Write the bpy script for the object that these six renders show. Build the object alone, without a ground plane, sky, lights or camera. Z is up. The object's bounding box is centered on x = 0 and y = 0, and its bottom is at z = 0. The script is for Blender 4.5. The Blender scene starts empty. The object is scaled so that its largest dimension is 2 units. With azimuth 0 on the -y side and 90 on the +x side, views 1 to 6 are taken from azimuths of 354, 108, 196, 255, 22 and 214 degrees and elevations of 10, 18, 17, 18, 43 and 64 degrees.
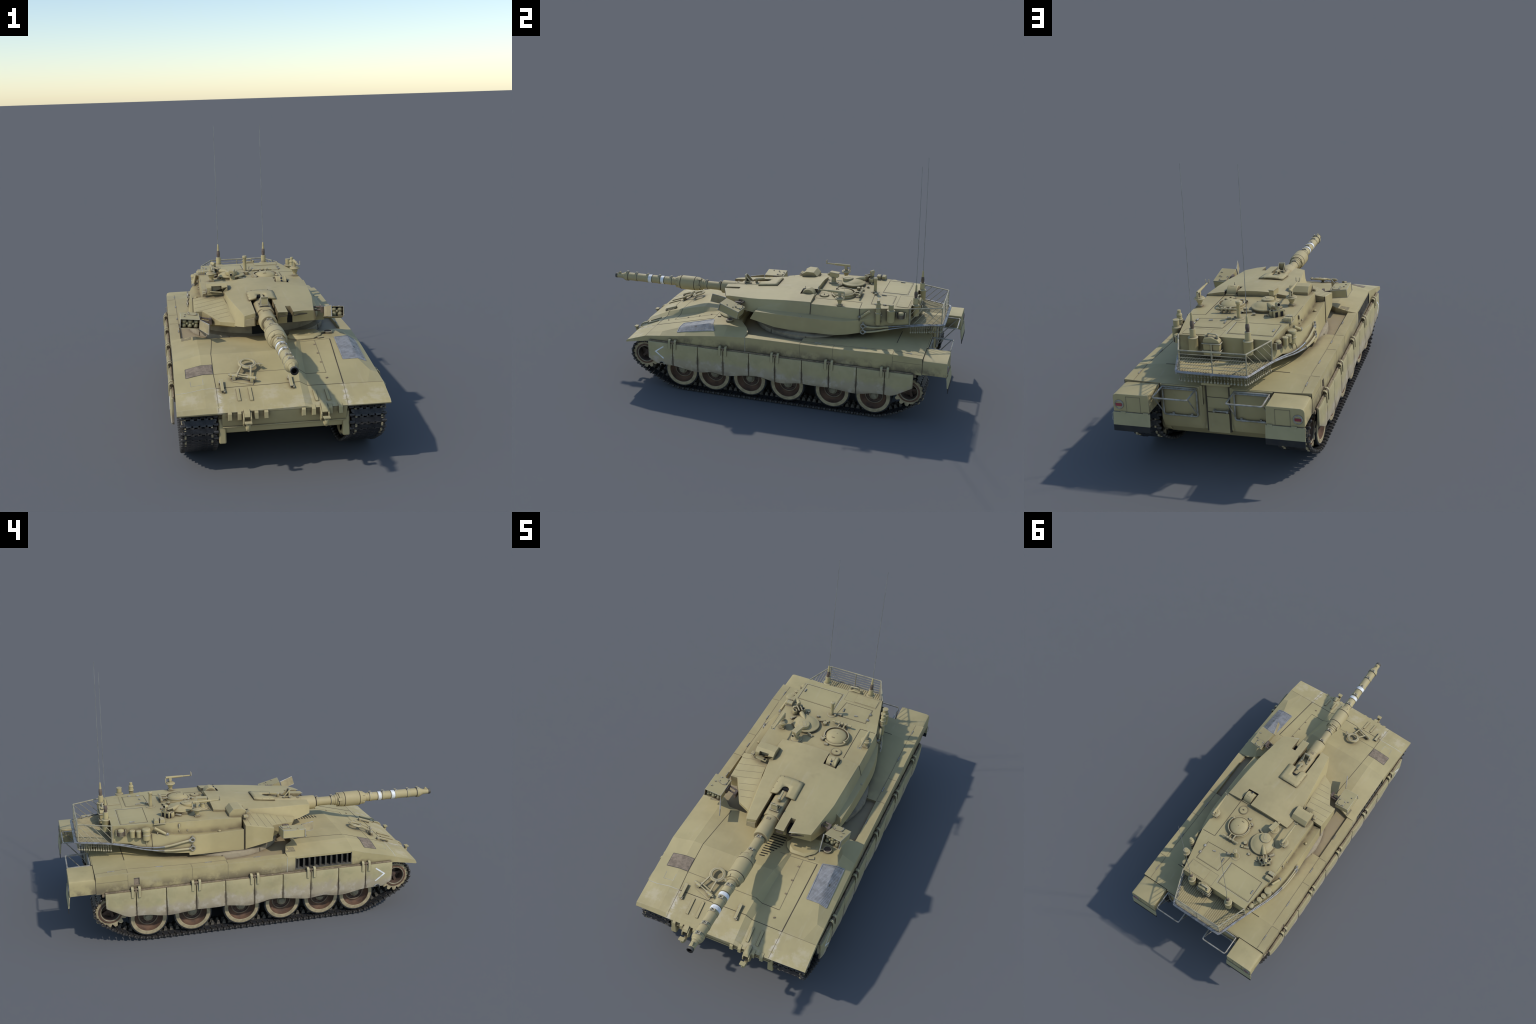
import bpy, bmesh, math, random
from mathutils import Vector, Matrix, noise as mnoise

random.seed(7)
rnd = random.Random(11)

# ---------------------------------------------------------------- materials
def new_mat(name):
    m = bpy.data.materials.new(name)
    m.use_nodes = True
    nt = m.node_tree
    nt.nodes.clear()
    out = nt.nodes.new("ShaderNodeOutputMaterial")
    b = nt.nodes.new("ShaderNodeBsdfPrincipled")
    nt.links.new(b.outputs[0], out.inputs[0])
    return m, nt, b


class N:
    """small helper to wire shader nodes"""
    def __init__(self, nt):
        self.nt = nt
        self.tc = nt.nodes.new("ShaderNodeTexCoord")

    def link(self, a, b):
        self.nt.links.new(a, b)

    def put(self, sock, v):
        if isinstance(v, bpy.types.NodeSocket):
            self.link(v, sock)
        elif isinstance(v, (tuple, list)) and len(v) == 3 and sock.type == "RGBA":
            sock.default_value = (*v, 1)
        else:
            sock.default_value = v

    def noise(self, scale, detail=4, rough=0.55, stretch=None, dist=0.0):
        n = self.nt.nodes.new("ShaderNodeTexNoise")
        n.inputs["Scale"].default_value = scale
        n.inputs["Detail"].default_value = detail
        n.inputs["Roughness"].default_value = rough
        n.inputs["Distortion"].default_value = dist
        if stretch:
            mp = self.nt.nodes.new("ShaderNodeMapping")
            mp.inputs["Scale"].default_value = stretch
            self.link(self.tc.outputs["Object"], mp.inputs[0])
            self.link(mp.outputs[0], n.inputs["Vector"])
        else:
            self.link(self.tc.outputs["Object"], n.inputs["Vector"])
        return n.outputs["Fac"]

    def ramp(self, fac, lo, hi, a=0.0, b=1.0, smooth=True):
        n = self.nt.nodes.new("ShaderNodeMapRange")
        n.interpolation_type = "SMOOTHSTEP" if smooth else "LINEAR"
        self.put(n.inputs[0], fac)
        n.inputs[1].default_value, n.inputs[2].default_value = lo, hi
        n.inputs[3].default_value, n.inputs[4].default_value = a, b
        return n.outputs[0]

    def math(self, op, a, b=0.0, c=0.0):
        n = self.nt.nodes.new("ShaderNodeMath")
        n.operation = op
        self.put(n.inputs[0], a)
        self.put(n.inputs[1], b)
        self.put(n.inputs[2], c)
        return n.outputs[0]

    def mix(self, fac, a, b, mode="MIX"):
        n = self.nt.nodes.new("ShaderNodeMix")
        n.data_type = "RGBA"
        n.blend_type = mode
        self.put(n.inputs[0], fac)
        self.put(n.inputs[6], a)
        self.put(n.inputs[7], b)
        return n.outputs[2]

    def xyz(self):
        s = self.nt.nodes.new("ShaderNodeSeparateXYZ")
        self.link(self.tc.outputs["Object"], s.inputs[0])
        return s.outputs

    def normal(self):
        g = self.nt.nodes.new("ShaderNodeNewGeometry")
        s = self.nt.nodes.new("ShaderNodeSeparateXYZ")
        self.link(g.outputs["Normal"], s.inputs[0])
        return s.outputs

    def ao(self, dist, samples=6, inside=False):
        n = self.nt.nodes.new("ShaderNodeAmbientOcclusion")
        n.samples = samples
        n.inside = inside
        n.inputs["Distance"].default_value = dist
        return n.outputs["AO"]

    def edge(self, radius):
        bv = self.nt.nodes.new("ShaderNodeBevel")
        bv.samples = 4
        bv.inputs[0].default_value = radius
        g = self.nt.nodes.new("ShaderNodeNewGeometry")
        d = self.nt.nodes.new("ShaderNodeVectorMath")
        d.operation = "DOT_PRODUCT"
        self.link(bv.outputs[0], d.inputs[0])
        self.link(g.outputs["Normal"], d.inputs[1])
        return self.ramp(d.outputs["Value"], 0.985, 0.86)

    def bump(self, bsdf, h, strength, dist=0.002):
        n = self.nt.nodes.new("ShaderNodeBump")
        n.inputs["Strength"].default_value = strength
        n.inputs["Distance"].default_value = dist
        self.link(h, n.inputs["Height"])
        self.link(n.outputs[0], bsdf.inputs["Normal"])


TAN = (0.468, 0.379, 0.186)
GRIME_SHADE = (0.115, 0.080, 0.048)  # brown for crevice grime and the occlusion shade put into the colour
DUST = (0.60, 0.53, 0.40)


def paint(name, base=TAN, grime_shade=GRIME_SHADE, grime_shade_amt=0.75, edge=0.35, edge_col=(0.58, 0.54, 0.42),
          side=None, rough=0.62, ao_dist=0.042, var=0.10):
    m, nt, b = new_mat(name)
    n = N(nt)
    big = n.noise(5.0, 5, 0.6)
    col = n.mix(n.ramp(big, 0.32, 0.68), tuple(c * (1 - var) for c in base), tuple(c * (1 + var * 0.7) for c in base))
    # warm and greenish drift
    drift = n.noise(2.3, 2)
    col = n.mix(n.math("MULTIPLY", n.ramp(drift, 0.4, 0.7), 0.25), col, (base[0] * 0.93, base[1] * 1.02, base[2] * 0.98))
    # small smudges
    sm = n.ramp(n.noise(19.0, 6, 0.65, dist=0.4), 0.58, 0.78)
    col = n.mix(n.math("MULTIPLY", sm, 0.22), col, tuple(c * 0.62 for c in base))
    # streaky fine wear, across the armour
    st = n.ramp(n.noise(16.0, 4, 0.6, stretch=(3.2, 0.5, 1.0)), 0.55, 0.75)
    col = n.mix(n.math("MULTIPLY", st, 0.12), col, DUST)
    x, y, z = n.xyz()
    if side == "wall":
        # soot and mud along the lower edge of the sponson wall, fading upward
        low = n.ramp(z, 0.345, 0.285)
        blot = n.ramp(n.noise(12.0, 5, 0.62), 0.38, 0.58)
        nx = n.math("ABSOLUTE", n.normal()[0])
        wall = n.ramp(nx, 0.6, 0.9)
        f = n.math("MULTIPLY", n.math("MULTIPLY", low, blot), wall)
        rear = n.ramp(y, -0.50, -0.40)
        f = n.math("MULTIPLY", f, rear)
        col = n.mix(n.math("MULTIPLY", f, 0.85), col, (0.15, 0.118, 0.072))
        pale = n.ramp(n.noise(8.0, 4, 0.6, stretch=(1, 0.6, 1)), 0.55, 0.75)
        col = n.mix(n.math("MULTIPLY", n.math("MULTIPLY", pale, wall), 0.22), col, DUST)
        # trodden brown dirt in the turret well and around the ring
        yy = n.math("SUBTRACT", y, 0.2)
        rad = n.math("SQRT", n.math("ADD", n.math("MULTIPLY", x, x), n.math("MULTIPLY", yy, yy)))
        up = n.ramp(n.normal()[2], 0.7, 0.95)
        near = n.math("MULTIPLY", n.ramp(rad, 0.43, 0.31), n.ramp(n.noise(14.0, 5, 0.62), 0.36, 0.62))
        col = n.mix(n.math("MULTIPLY", n.math("MULTIPLY", near, up), 0.42), col, (0.27, 0.205, 0.12))
        floor = n.math("MULTIPLY", n.ramp(z, 0.3535, 0.3515), n.math("MULTIPLY", n.ramp(y, 0.236, 0.233), n.ramp(y, -0.17, -0.15)))
        col = n.mix(n.math("MULTIPLY", n.math("MULTIPLY", floor, up), n.ramp(n.noise(10.0, 4), 0.3, 0.65, 0.40, 0.85)), col, (0.36, 0.280, 0.170))
        # scuffed pale paint along the nose corners
        seamx = n.math("ABSOLUTE", n.math("SUBTRACT", n.math("ABSOLUTE", x), 0.243))
        seamx = n.math("ADD", seamx, n.math("MULTIPLY", n.math("SUBTRACT", n.noise(22.0, 4, 0.6), 0.5), 0.035))
        scr = n.math("MULTIPLY", n.ramp(seamx, 0.018, 0.002), n.math("MULTIPLY", n.ramp(y, -0.61, -0.66), n.ramp(n.noise(45.0, 4, 0.65), 0.36, 0.56)))
        col = n.mix(n.math("MULTIPLY", scr, 0.75), col, (0.66, 0.58, 0.45))
        nose = n.ramp(y, -0.60, -0.68)
        sc = n.ramp(n.noise(13.0, 5, 0.65), 0.50, 0.66)
        col = n.mix(n.math("MULTIPLY", n.math("MULTIPLY", nose, sc), 0.38), col, (0.60, 0.52, 0.36))
    if side == "skirt":
        # mottled olive and yellow paint, pale mud on the lower half, brown mud beside the panel gaps
        m1 = n.ramp(n.noise(24.0, 5, 0.65), 0.44, 0.66)
        col = n.mix(n.math("MULTIPLY", m1, 0.55), col, (0.485, 0.415, 0.225))
        m2 = n.ramp(n.noise(15.0, 4, 0.6, dist=0.5), 0.50, 0.70)
        col = n.mix(n.math("MULTIPLY", m2, 0.40), col, (0.345, 0.315, 0.165))
        jag = n.math("MULTIPLY", n.math("SUBTRACT", n.noise(13.0, 5, 0.62), 0.5), 0.13)
        low = n.ramp(n.math("ADD", z, jag), 0.222, 0.178)
        col = n.mix(n.math("MULTIPLY", low, 0.72), col, (0.410, 0.338, 0.242))
        pk = n.ramp(n.noise(19.0, 5, 0.65), 0.48, 0.66)
        col = n.mix(n.math("MULTIPLY", n.math("MULTIPLY", low, pk), 0.60), col, (0.545, 0.475, 0.370))
        top = n.math("MULTIPLY", n.ramp(n.noise(30.0, 4), 0.42, 0.62), n.ramp(z, 0.215, 0.25, 1.0, 0.0))
        # distance to the panel gap, panels are 0.1439 long from y = -0.612
        fr = n.math("FRACT", n.math("DIVIDE", n.math("ADD", y, 0.6115), 0.1439))
        d = n.math("ABSOLUTE", n.math("SUBTRACT", fr, 0.5))
        d = n.math("ADD", d, n.math("MULTIPLY", n.math("SUBTRACT", n.noise(30.0, 5, 0.65), 0.5), 0.20))
        gap = n.math("MULTIPLY", n.ramp(d, 0.425, 0.490), n.ramp(z, 0.240, 0.205))
        col = n.mix(n.math("MULTIPLY", gap, 0.72), col, (0.165, 0.125, 0.085))
        wear = n.math("MULTIPLY", n.ramp(n.math("ABSOLUTE", n.math("SUBTRACT", d, 0.44)), 0.035, 0.0), n.ramp(n.noise(40.0, 4), 0.48, 0.62))
        col = n.mix(n.math("MULTIPLY", wear, 0.35), col, (0.58, 0.52, 0.41))
        bott = n.math("MULTIPLY", n.ramp(n.math("ADD", z, n.math("MULTIPLY", jag, 0.25)), 0.168, 0.140), n.ramp(n.noise(17.0, 4), 0.35, 0.6))
        col = n.mix(n.math("MULTIPLY", bott, 0.60), col, (0.20, 0.155, 0.105))
    if edge:
        ed = n.math("MULTIPLY", n.edge(0.0028), n.ramp(n.noise(30, 3), 0.28, 0.52))
        col = n.mix(n.math("MULTIPLY", ed, edge), col, edge_col)
    if grime_shade_amt:
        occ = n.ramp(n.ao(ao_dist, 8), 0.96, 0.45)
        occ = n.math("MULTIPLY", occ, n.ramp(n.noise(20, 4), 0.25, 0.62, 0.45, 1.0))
        col = n.mix(n.math("MULTIPLY", occ, grime_shade_amt), col, grime_shade)  # grime together with corner shade, painted in from ambient occlusion
    n.link(col, b.inputs["Base Color"])
    b.inputs["Roughness"].default_value = rough
    b.inputs["Specular IOR Level"].default_value = 0.35
    n.bump(b, n.noise(90, 4), 0.12)
    return m


def simple(name, base, rough=0.6, metal=0.0, var=0.15, scale=14.0, ao=0.0, spec=0.4, second=None, bump=0.1, edge=None):
    m, nt, b = new_mat(name)
    n = N(nt)
    second = second or tuple(c * (1 - 2 * var) for c in base)
    col = n.mix(n.ramp(n.noise(scale, 5, 0.6), 0.35, 0.68), tuple(min(1, c * (1 + var)) for c in base), second)
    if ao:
        col = n.mix(n.math("MULTIPLY", n.ramp(n.ao(0.014), 0.8, 0.3), ao), col, GRIME_SHADE)  # corner shade tinted into the base colour by occlusion
    if edge:
        col = n.mix(n.math("MULTIPLY", n.edge(0.002), 0.6), col, edge)
    n.link(col, b.inputs["Base Color"])
    b.inputs["Roughness"].default_value = rough
    b.inputs["Metallic"].default_value = metal
    b.inputs["Specular IOR Level"].default_value = spec
    if bump:
        n.bump(b, n.noise(scale * 5, 4), bump)
    return m


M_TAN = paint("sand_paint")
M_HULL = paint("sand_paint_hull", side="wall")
M_SKIRT = paint("sand_paint_skirt", base=(0.445, 0.372, 0.196), side="skirt", edge=0.2, grime_shade_amt=0.55)
M_SMALL = paint("sand_paint_fittings", grime_shade_amt=0.95, edge=0.85, ao_dist=0.024, edge_col=(0.56, 0.565, 0.55))
M_GUN = paint("sand_paint_barrel", base=(0.480, 0.386, 0.196), grime_shade_amt=0.9, edge=0.0, ao_dist=0.016)
M_PALEWALL = paint("sand_paint_flap", base=(0.445, 0.383, 0.208), grime_shade_amt=0.5)
M_SEAM = simple("dark_seam_brown", (0.085, 0.066, 0.042), 0.85, bump=0)  # dark brown of the joint lines
M_BLACK = simple("near_black", (0.012, 0.011, 0.010), 0.9, bump=0)  # near-black colour, put on parts and patches where openings look dark
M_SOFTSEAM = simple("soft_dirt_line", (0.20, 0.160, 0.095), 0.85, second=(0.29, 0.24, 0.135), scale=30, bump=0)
M_GREYLINE = simple("worn_weld_line", (0.50, 0.46, 0.34), 0.7, bump=0)
M_STEEL = simple("worn_grey_steel", (0.37, 0.35, 0.305), 0.5, 0.2, second=(0.27, 0.235, 0.165), scale=26)
M_CABLE = simple("tow_cable_steel", (0.30, 0.305, 0.31), 0.45, 0.4, second=(0.22, 0.20, 0.165), scale=40)
M_TRACK = simple("track_steel", (0.080, 0.073, 0.066), 0.46, 0.4, second=(0.034, 0.030, 0.027), scale=60, spec=0.5, bump=0.35,
                 edge=(0.13, 0.12, 0.10))
M_TRACKPAD = simple("track_rubber_pad", (0.030, 0.030, 0.032), 0.50, 0.0, second=(0.016, 0.016, 0.017), scale=70, bump=0.4)
M_TRACKDUST = simple("track_dusty_steel", (0.115, 0.098, 0.072), 0.7, 0.1, second=(0.045, 0.040, 0.034), scale=90, bump=0.3)
M_RUBBER = simple("black_rubber", (0.018, 0.019, 0.021), 0.7, second=(0.035, 0.032, 0.028), scale=20)
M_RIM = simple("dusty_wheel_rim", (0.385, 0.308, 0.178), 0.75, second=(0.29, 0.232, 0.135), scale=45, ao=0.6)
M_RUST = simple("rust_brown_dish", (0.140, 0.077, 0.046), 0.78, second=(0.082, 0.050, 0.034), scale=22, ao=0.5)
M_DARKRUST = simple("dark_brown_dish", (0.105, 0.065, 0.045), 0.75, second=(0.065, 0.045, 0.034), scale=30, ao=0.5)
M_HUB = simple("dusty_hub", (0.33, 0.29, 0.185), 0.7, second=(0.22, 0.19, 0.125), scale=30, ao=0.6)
M_GRILLE = simple("grille_steel", (0.32, 0.315, 0.31), 0.55, 0.1, second=(0.25, 0.245, 0.235), scale=40)
M_LIP = simple("dusty_brown_lip", (0.225, 0.175, 0.115), 0.75, second=(0.15, 0.11, 0.075), scale=30)
M_SLIP = simple("anti_slip_grit", (0.30, 0.25, 0.145), 0.9, second=(0.22, 0.18, 0.105), scale=60, bump=0.6)
M_MESH = simple("brown_mesh_screen", (0.27, 0.208, 0.145), 0.85, second=(0.185, 0.140, 0.098), scale=45, bump=0.6)
M_VENTSTEEL = simple("dark_vent_steel", (0.125, 0.112, 0.088), 0.6, 0.1, second=(0.07, 0.062, 0.05), scale=30)  # dark steel, also colours the sheet behind the inlet slats
M_WHITE = simple("white_marking", (0.80, 0.80, 0.78), 0.55, second=(0.66, 0.64, 0.58), scale=35, bump=0)
M_RED = simple("red_reflector", (0.33, 0.050, 0.060), 0.4, second=(0.24, 0.035, 0.045), bump=0)
M_GLASS = simple("dark_lens", (0.012, 0.022, 0.045), 0.12, 0.0, spec=0.6, bump=0)
M_BROWNTUBE = simple("brown_rubber_sleeve", (0.155, 0.115, 0.085), 0.7, second=(0.095, 0.07, 0.052), scale=40, ao=0.4)
M_ROD = simple("dusty_brown_rod", (0.24, 0.18, 0.11), 0.75, second=(0.13, 0.095, 0.06), scale=35)
M_WHIP = simple("whip_aerial", (0.30, 0.295, 0.26), 0.5, 0.2, bump=0)
M_RAIL = simple("sandy_wire_rail", (0.40, 0.35, 0.22), 0.55, 0.1, second=(0.28, 0.25, 0.18), scale=30)
M_INSIDE = simple("bare_primer_inside", (0.385, 0.315, 0.175), 0.7, second=(0.30, 0.24, 0.135), scale=16)
M_GRENADE = simple("grenade_olive_tan", (0.31, 0.28, 0.15), 0.55, second=(0.24, 0.21, 0.12), scale=30, ao=0.6)
M_RINGWALL = simple("bare_ring_wall", (0.33, 0.27, 0.175), 0.75, second=(0.22, 0.175, 0.115), scale=12, ao=0.5)


# ---------------------------------------------------------------- geometry
class Geo:
    def __init__(self):
        self.v, self.f, self.m = [], [], []

    def add(self, v, f, mat=0):
        o = len(self.v)
        self.v += [tuple(p) for p in v]
        self.f += [tuple(i + o for i in q) for q in f]
        self.m += [mat] * len(f)
        return self

    def join(self, g, mat=None):
        o = len(self.v)
        self.v += g.v
        self.f += [tuple(i + o for i in q) for q in g.f]
        self.m += [mat if mat is not None else k for k in g.m]
        return self

    def move(self, mtx):
        self.v = [tuple(mtx @ Vector(p)) for p in self.v]
        return self

    def mirror_x(self):
        g = Geo()
        g.v = [(-x, y, z) for x, y, z in self.v]
        g.f = [tuple(reversed(q)) for q in self.f]
        g.m = list(self.m)
        return g


def G(v, f, mat=0):
    return Geo().add(v, f, mat)


def loft(rings, closed=True, caps=True, mat=0, loop=False):
    n = len(rings[0])
    v = [p for r in rings for p in r]
    f = []
    R = len(rings)
    for i in range(R if loop else R - 1):
        a, b = i * n, ((i + 1) % R) * n
        for j in range(n if closed else n - 1):
            k = (j + 1) % n
            f.append((a + j, a + k, b + k, b + j))
    if caps and not loop and closed:
        f.append(tuple(reversed(range(n))))
        f.append(tuple(range((R - 1) * n, R * n)))
    return G(v, f, mat)


def box(c, s, rot=None, mat=0):
    hx, hy, hz = s[0] / 2, s[1] / 2, s[2] / 2
    v = [Vector((x, y, z)) for z in (-hz, hz) for x, y in ((-hx, -hy), (hx, -hy), (hx, hy), (-hx, hy))]
    if rot is not None:
        v = [rot @ p for p in v]
    v = [p + Vector(c) for p in v]
    return G(v, [(3, 2, 1, 0), (4, 5, 6, 7), (0, 1, 5, 4), (1, 2, 6, 5), (2, 3, 7, 6), (3, 0, 4, 7)], mat)


def span(x0, x1, y0, y1, z0, z1, mat=0):
    return box(((x0 + x1) / 2, (y0 + y1) / 2, (z0 + z1) / 2), (abs(x1 - x0), abs(y1 - y0), abs(z1 - z0)), None, mat)


def hexa(bot, top, mat=0):
    return G(list(bot) + list(top), [(3, 2, 1, 0), (4, 5, 6, 7), (0, 1, 5, 4), (1, 2, 6, 5), (2, 3, 7, 6), (3, 0, 4, 7)], mat)


def prism(poly, h0, h1, mat=0):
    """vertical prism over a plan polygon; heights may be numbers or functions of x, y"""
    z = lambda h, p: h(*p) if callable(h) else h
    return loft([[(x, y, z(h0, (x, y))) for x, y in poly], [(x, y, z(h1, (x, y))) for x, y in poly]], mat=mat)


def extrude_x(prof, x0, x1, mat=0):
    return loft([[(x0, y, z) for y, z in prof], [(x1, y, z) for y, z in prof]], mat=mat)


def frame_of(d):
    d = Vector(d).normalized()
    u = Vector((0, 0, 1)) if abs(d.z) < 0.9 else Vector((0, 1, 0))
    a = u.cross(d).normalized()
    return a, d.cross(a), d


def revolve(prof, at, axis, seg=24, mat=0, caps=True, mats=None):
    """prof: (radius, distance along the axis); mats: material of every band"""
    a, b, d = frame_of(axis)
    at = Vector(at)
    g = Geo()
    rings = []
    for r, h in prof:
        rings.append([at + d * h + (a * math.cos(t) + b * math.sin(t)) * r for t in (2 * math.pi * k / seg for k in range(seg))])
    v = [p for r in rings for p in r]
    g.v = [tuple(p) for p in v]
    for i in range(len(rings) - 1):
        for j in range(seg):
            k = (j + 1) % seg
            g.f.append((i * seg + j, i * seg + k, (i + 1) * seg + k, (i + 1) * seg + j))
            g.m.append(mats[i] if mats else mat)
    if caps:
        g.f.append(tuple(reversed(range(seg))))
        g.m.append(mats[0] if mats else mat)
        n = (len(rings) - 1) * seg
        g.f.append(tuple(range(n, n + seg)))
        g.m.append(mats[-1] if mats else mat)
    return g


def cyl(p0, p1, r0, r1=None, seg=14, mat=0):
    p0, p1 = Vector(p0), Vector(p1)
    return revolve([(r0, 0), (r0 if r1 is None else r1, (p1 - p0).length)], p0, p1 - p0, seg, mat)


def tube(pts, r, seg=8, closed=False, mat=0):
    pts = [Vector(p) for p in pts]
    n = len(pts)
    rings = []
    ref = None
    for i, p in enumerate(pts):
        if closed:
            d = pts[(i + 1) % n] - pts[i - 1]
        else:
            d = pts[min(i + 1, n - 1)] - pts[max(i - 1, 0)]
        d.normalize()
        if ref is None:
            ref = frame_of(d)[0]
        a = (ref - d * ref.dot(d)).normalized()
        ref = a
        b = d.cross(a)
        rr = r[i] if isinstance(r, (list, tuple)) else r
        rings.append([p + (a * math.cos(t) + b * math.sin(t)) * rr for t in (2 * math.pi * k / seg for k in range(seg))])
    return loft(rings, mat=mat, loop=closed)


def fillet(pts, r, n=5, closed=False):
    """rounds the corners of a polyline"""
    pts = [Vector(p) for p in pts]
    out = []
    m = len(pts)
    for i, p in enumerate(pts):
        if not closed and i in (0, m - 1):
            out.append(p)
            continue
        a, b = pts[i - 1] - p, pts[(i + 1) % m] - p
        k = min(r, a.length * 0.45, b.length * 0.45)
        s, e = p + a.normalized() * k, p + b.normalized() * k
        for j in range(n + 1):
            t = j / n
            out.append(s * (1 - t) ** 2 + p * 2 * t * (1 - t) + e * t * t)
    return out


def spline(pts, per=6, closed=False):
    pts = [Vector(p) for p in pts]
    n = len(pts)
    out = []
    for i in range(n if closed else n - 1):
        if closed:
            p0, p1, p2, p3 = pts[i - 1], pts[i], pts[(i + 1) % n], pts[(i + 2) % n]
        else:
            p0, p1, p2, p3 = pts[max(i - 1, 0)], pts[i], pts[i + 1], pts[min(i + 2, n - 1)]
        for k in range(per):
            t = k / per
            out.append(0.5 * ((2 * p1) + (p2 - p0) * t + (2 * p0 - 5 * p1 + 4 * p2 - p3) * t * t + (3 * p1 - p0 - 3 * p2 + p3) * t ** 3))
    if not closed:
        out.append(pts[-1])
    return out


def torus(c, axis, R, r, seg=20, rs=8, mat=0, squash=1.0):
    a, b, d = frame_of(axis)
    c = Vector(c)
    rings = []
    for k in range(seg):
        t = 2 * math.pi * k / seg
        o = a * math.cos(t) + b * math.sin(t)
        rings.append([c + o * (R + r * math.cos(s)) + d * (r * squash * math.sin(s)) for s in (2 * math.pi * j / rs for j in range(rs))])
    return loft(rings, mat=mat, loop=True)


def ball(c, r, mat=0, seg=10, rings=6, sz=1.0):
    prof = [(max(1e-5, r * math.sin(math.pi * i / rings)), -r * sz * math.cos(math.pi * i / rings)) for i in range(rings + 1)]
    return revolve(prof, c, (0, 0, 1), seg, mat, caps=False)


def bolt(c, axis, r, h, mat=0):
    return revolve([(r, -h), (r, h * 0.6), (r * 0.7, h)], c, axis, 6, mat)


TANK = None


def build(name, geo, mats, parent=None, bevel=0.0, angle=35, kind=None, origin=None, segs=2):
    me = bpy.data.meshes.new(name)
    v = geo.v
    if origin is not None:
        o = Vector(origin)
        v = [tuple(Vector(p) - o) for p in v]
    me.from_pydata(v, [], geo.f)
    mats = mats if isinstance(mats, (list, tuple)) else [mats]
    for m in mats:
        me.materials.append(m)
    me.polygons.foreach_set("material_index", [min(k, len(mats) - 1) for k in geo.m])
    me.validate()
    bm = bmesh.new()
    bm.from_mesh(me)
    bmesh.ops.recalc_face_normals(bm, faces=bm.faces)
    bm.to_mesh(me)
    bm.free()
    ob = bpy.data.objects.new(name, me)
    bpy.context.collection.objects.link(ob)
    if origin is not None:
        ob.location = origin
    set_parent(ob, parent)
    if bevel:
        add_bevel(ob, bevel, segs)
    shade(me, angle)
    if kind:
        ob["kind"] = kind
    return ob


def set_parent(ob, parent):
    p = parent if parent is not None else TANK
    # thing > part > sub-part, no deeper
    while p is not None and p.parent is not None and p.parent.parent is not None:
        p = p.parent
    if p is not None:
        ob.parent = p
        bpy.context.view_layer.update()
        ob.matrix_parent_inverse = p.matrix_world.inverted()


def add_bevel(ob, w, segs=2):
    b = ob.modifiers.new("rounded_edges", "BEVEL")
    b.width = w
    b.segments = segs
    b.limit_method = "ANGLE"
    b.angle_limit = math.radians(28)
    b.harden_normals = True


def shade(me, angle=35):
    me.polygons.foreach_set("use_smooth", [True] * len(me.polygons))
    me.set_sharp_from_angle(angle=math.radians(angle))


def cut(ob, cutters):
    """boolean difference with helper solids, applied"""
    for k, g in enumerate(cutters):
        c = build("cutter", g, list(ob.data.materials))
        md = ob.modifiers.new("cut", "BOOLEAN")
        md.operation = "DIFFERENCE"
        md.solver = "EXACT"
        md.object = c
        bpy.context.view_layer.update()
        dg = bpy.context.evaluated_depsgraph_get()
        me = bpy.data.meshes.new_from_object(ob.evaluated_get(dg))
        old = ob.data
        ob.modifiers.remove(md)
        name = old.name
        ob.data = me
        bpy.data.meshes.remove(old)
        me.name = name
        cm = c.data
        bpy.data.objects.remove(c)
        bpy.data.meshes.remove(cm)


def lerp(a, b, t):
    return a + (b - a) * t


TANK = bpy.data.objects.new("battle_tank", None)
bpy.context.collection.objects.link(TANK)
TANK["label"] = "sand coloured battle tank with long gun and side skirts"
TANK["category"] = "tank"

# ================================================================ HULL
def front_row(y, zlo, zl, ka, zka, kb, zkb, zr, xr, zrr, zro, ys=None):
    w = lambda t: (lerp(xr, 0.405, t), lerp(zrr, zro, t))
    cols = [(-0.405, zlo), (-0.362, lerp(zlo, zl, 0.39)), (-0.358, lerp(zlo, zl, 0.43)), (-0.295, zl), (-0.25, zl),
            (ka, zka), (kb, zkb), (0.25, zr), (xr, zrr), w(0.4), w(0.5), (0.405, zro)]
    return [(x, ys[i] if ys else y, z) for i, (x, z) in enumerate(cols)]


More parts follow.
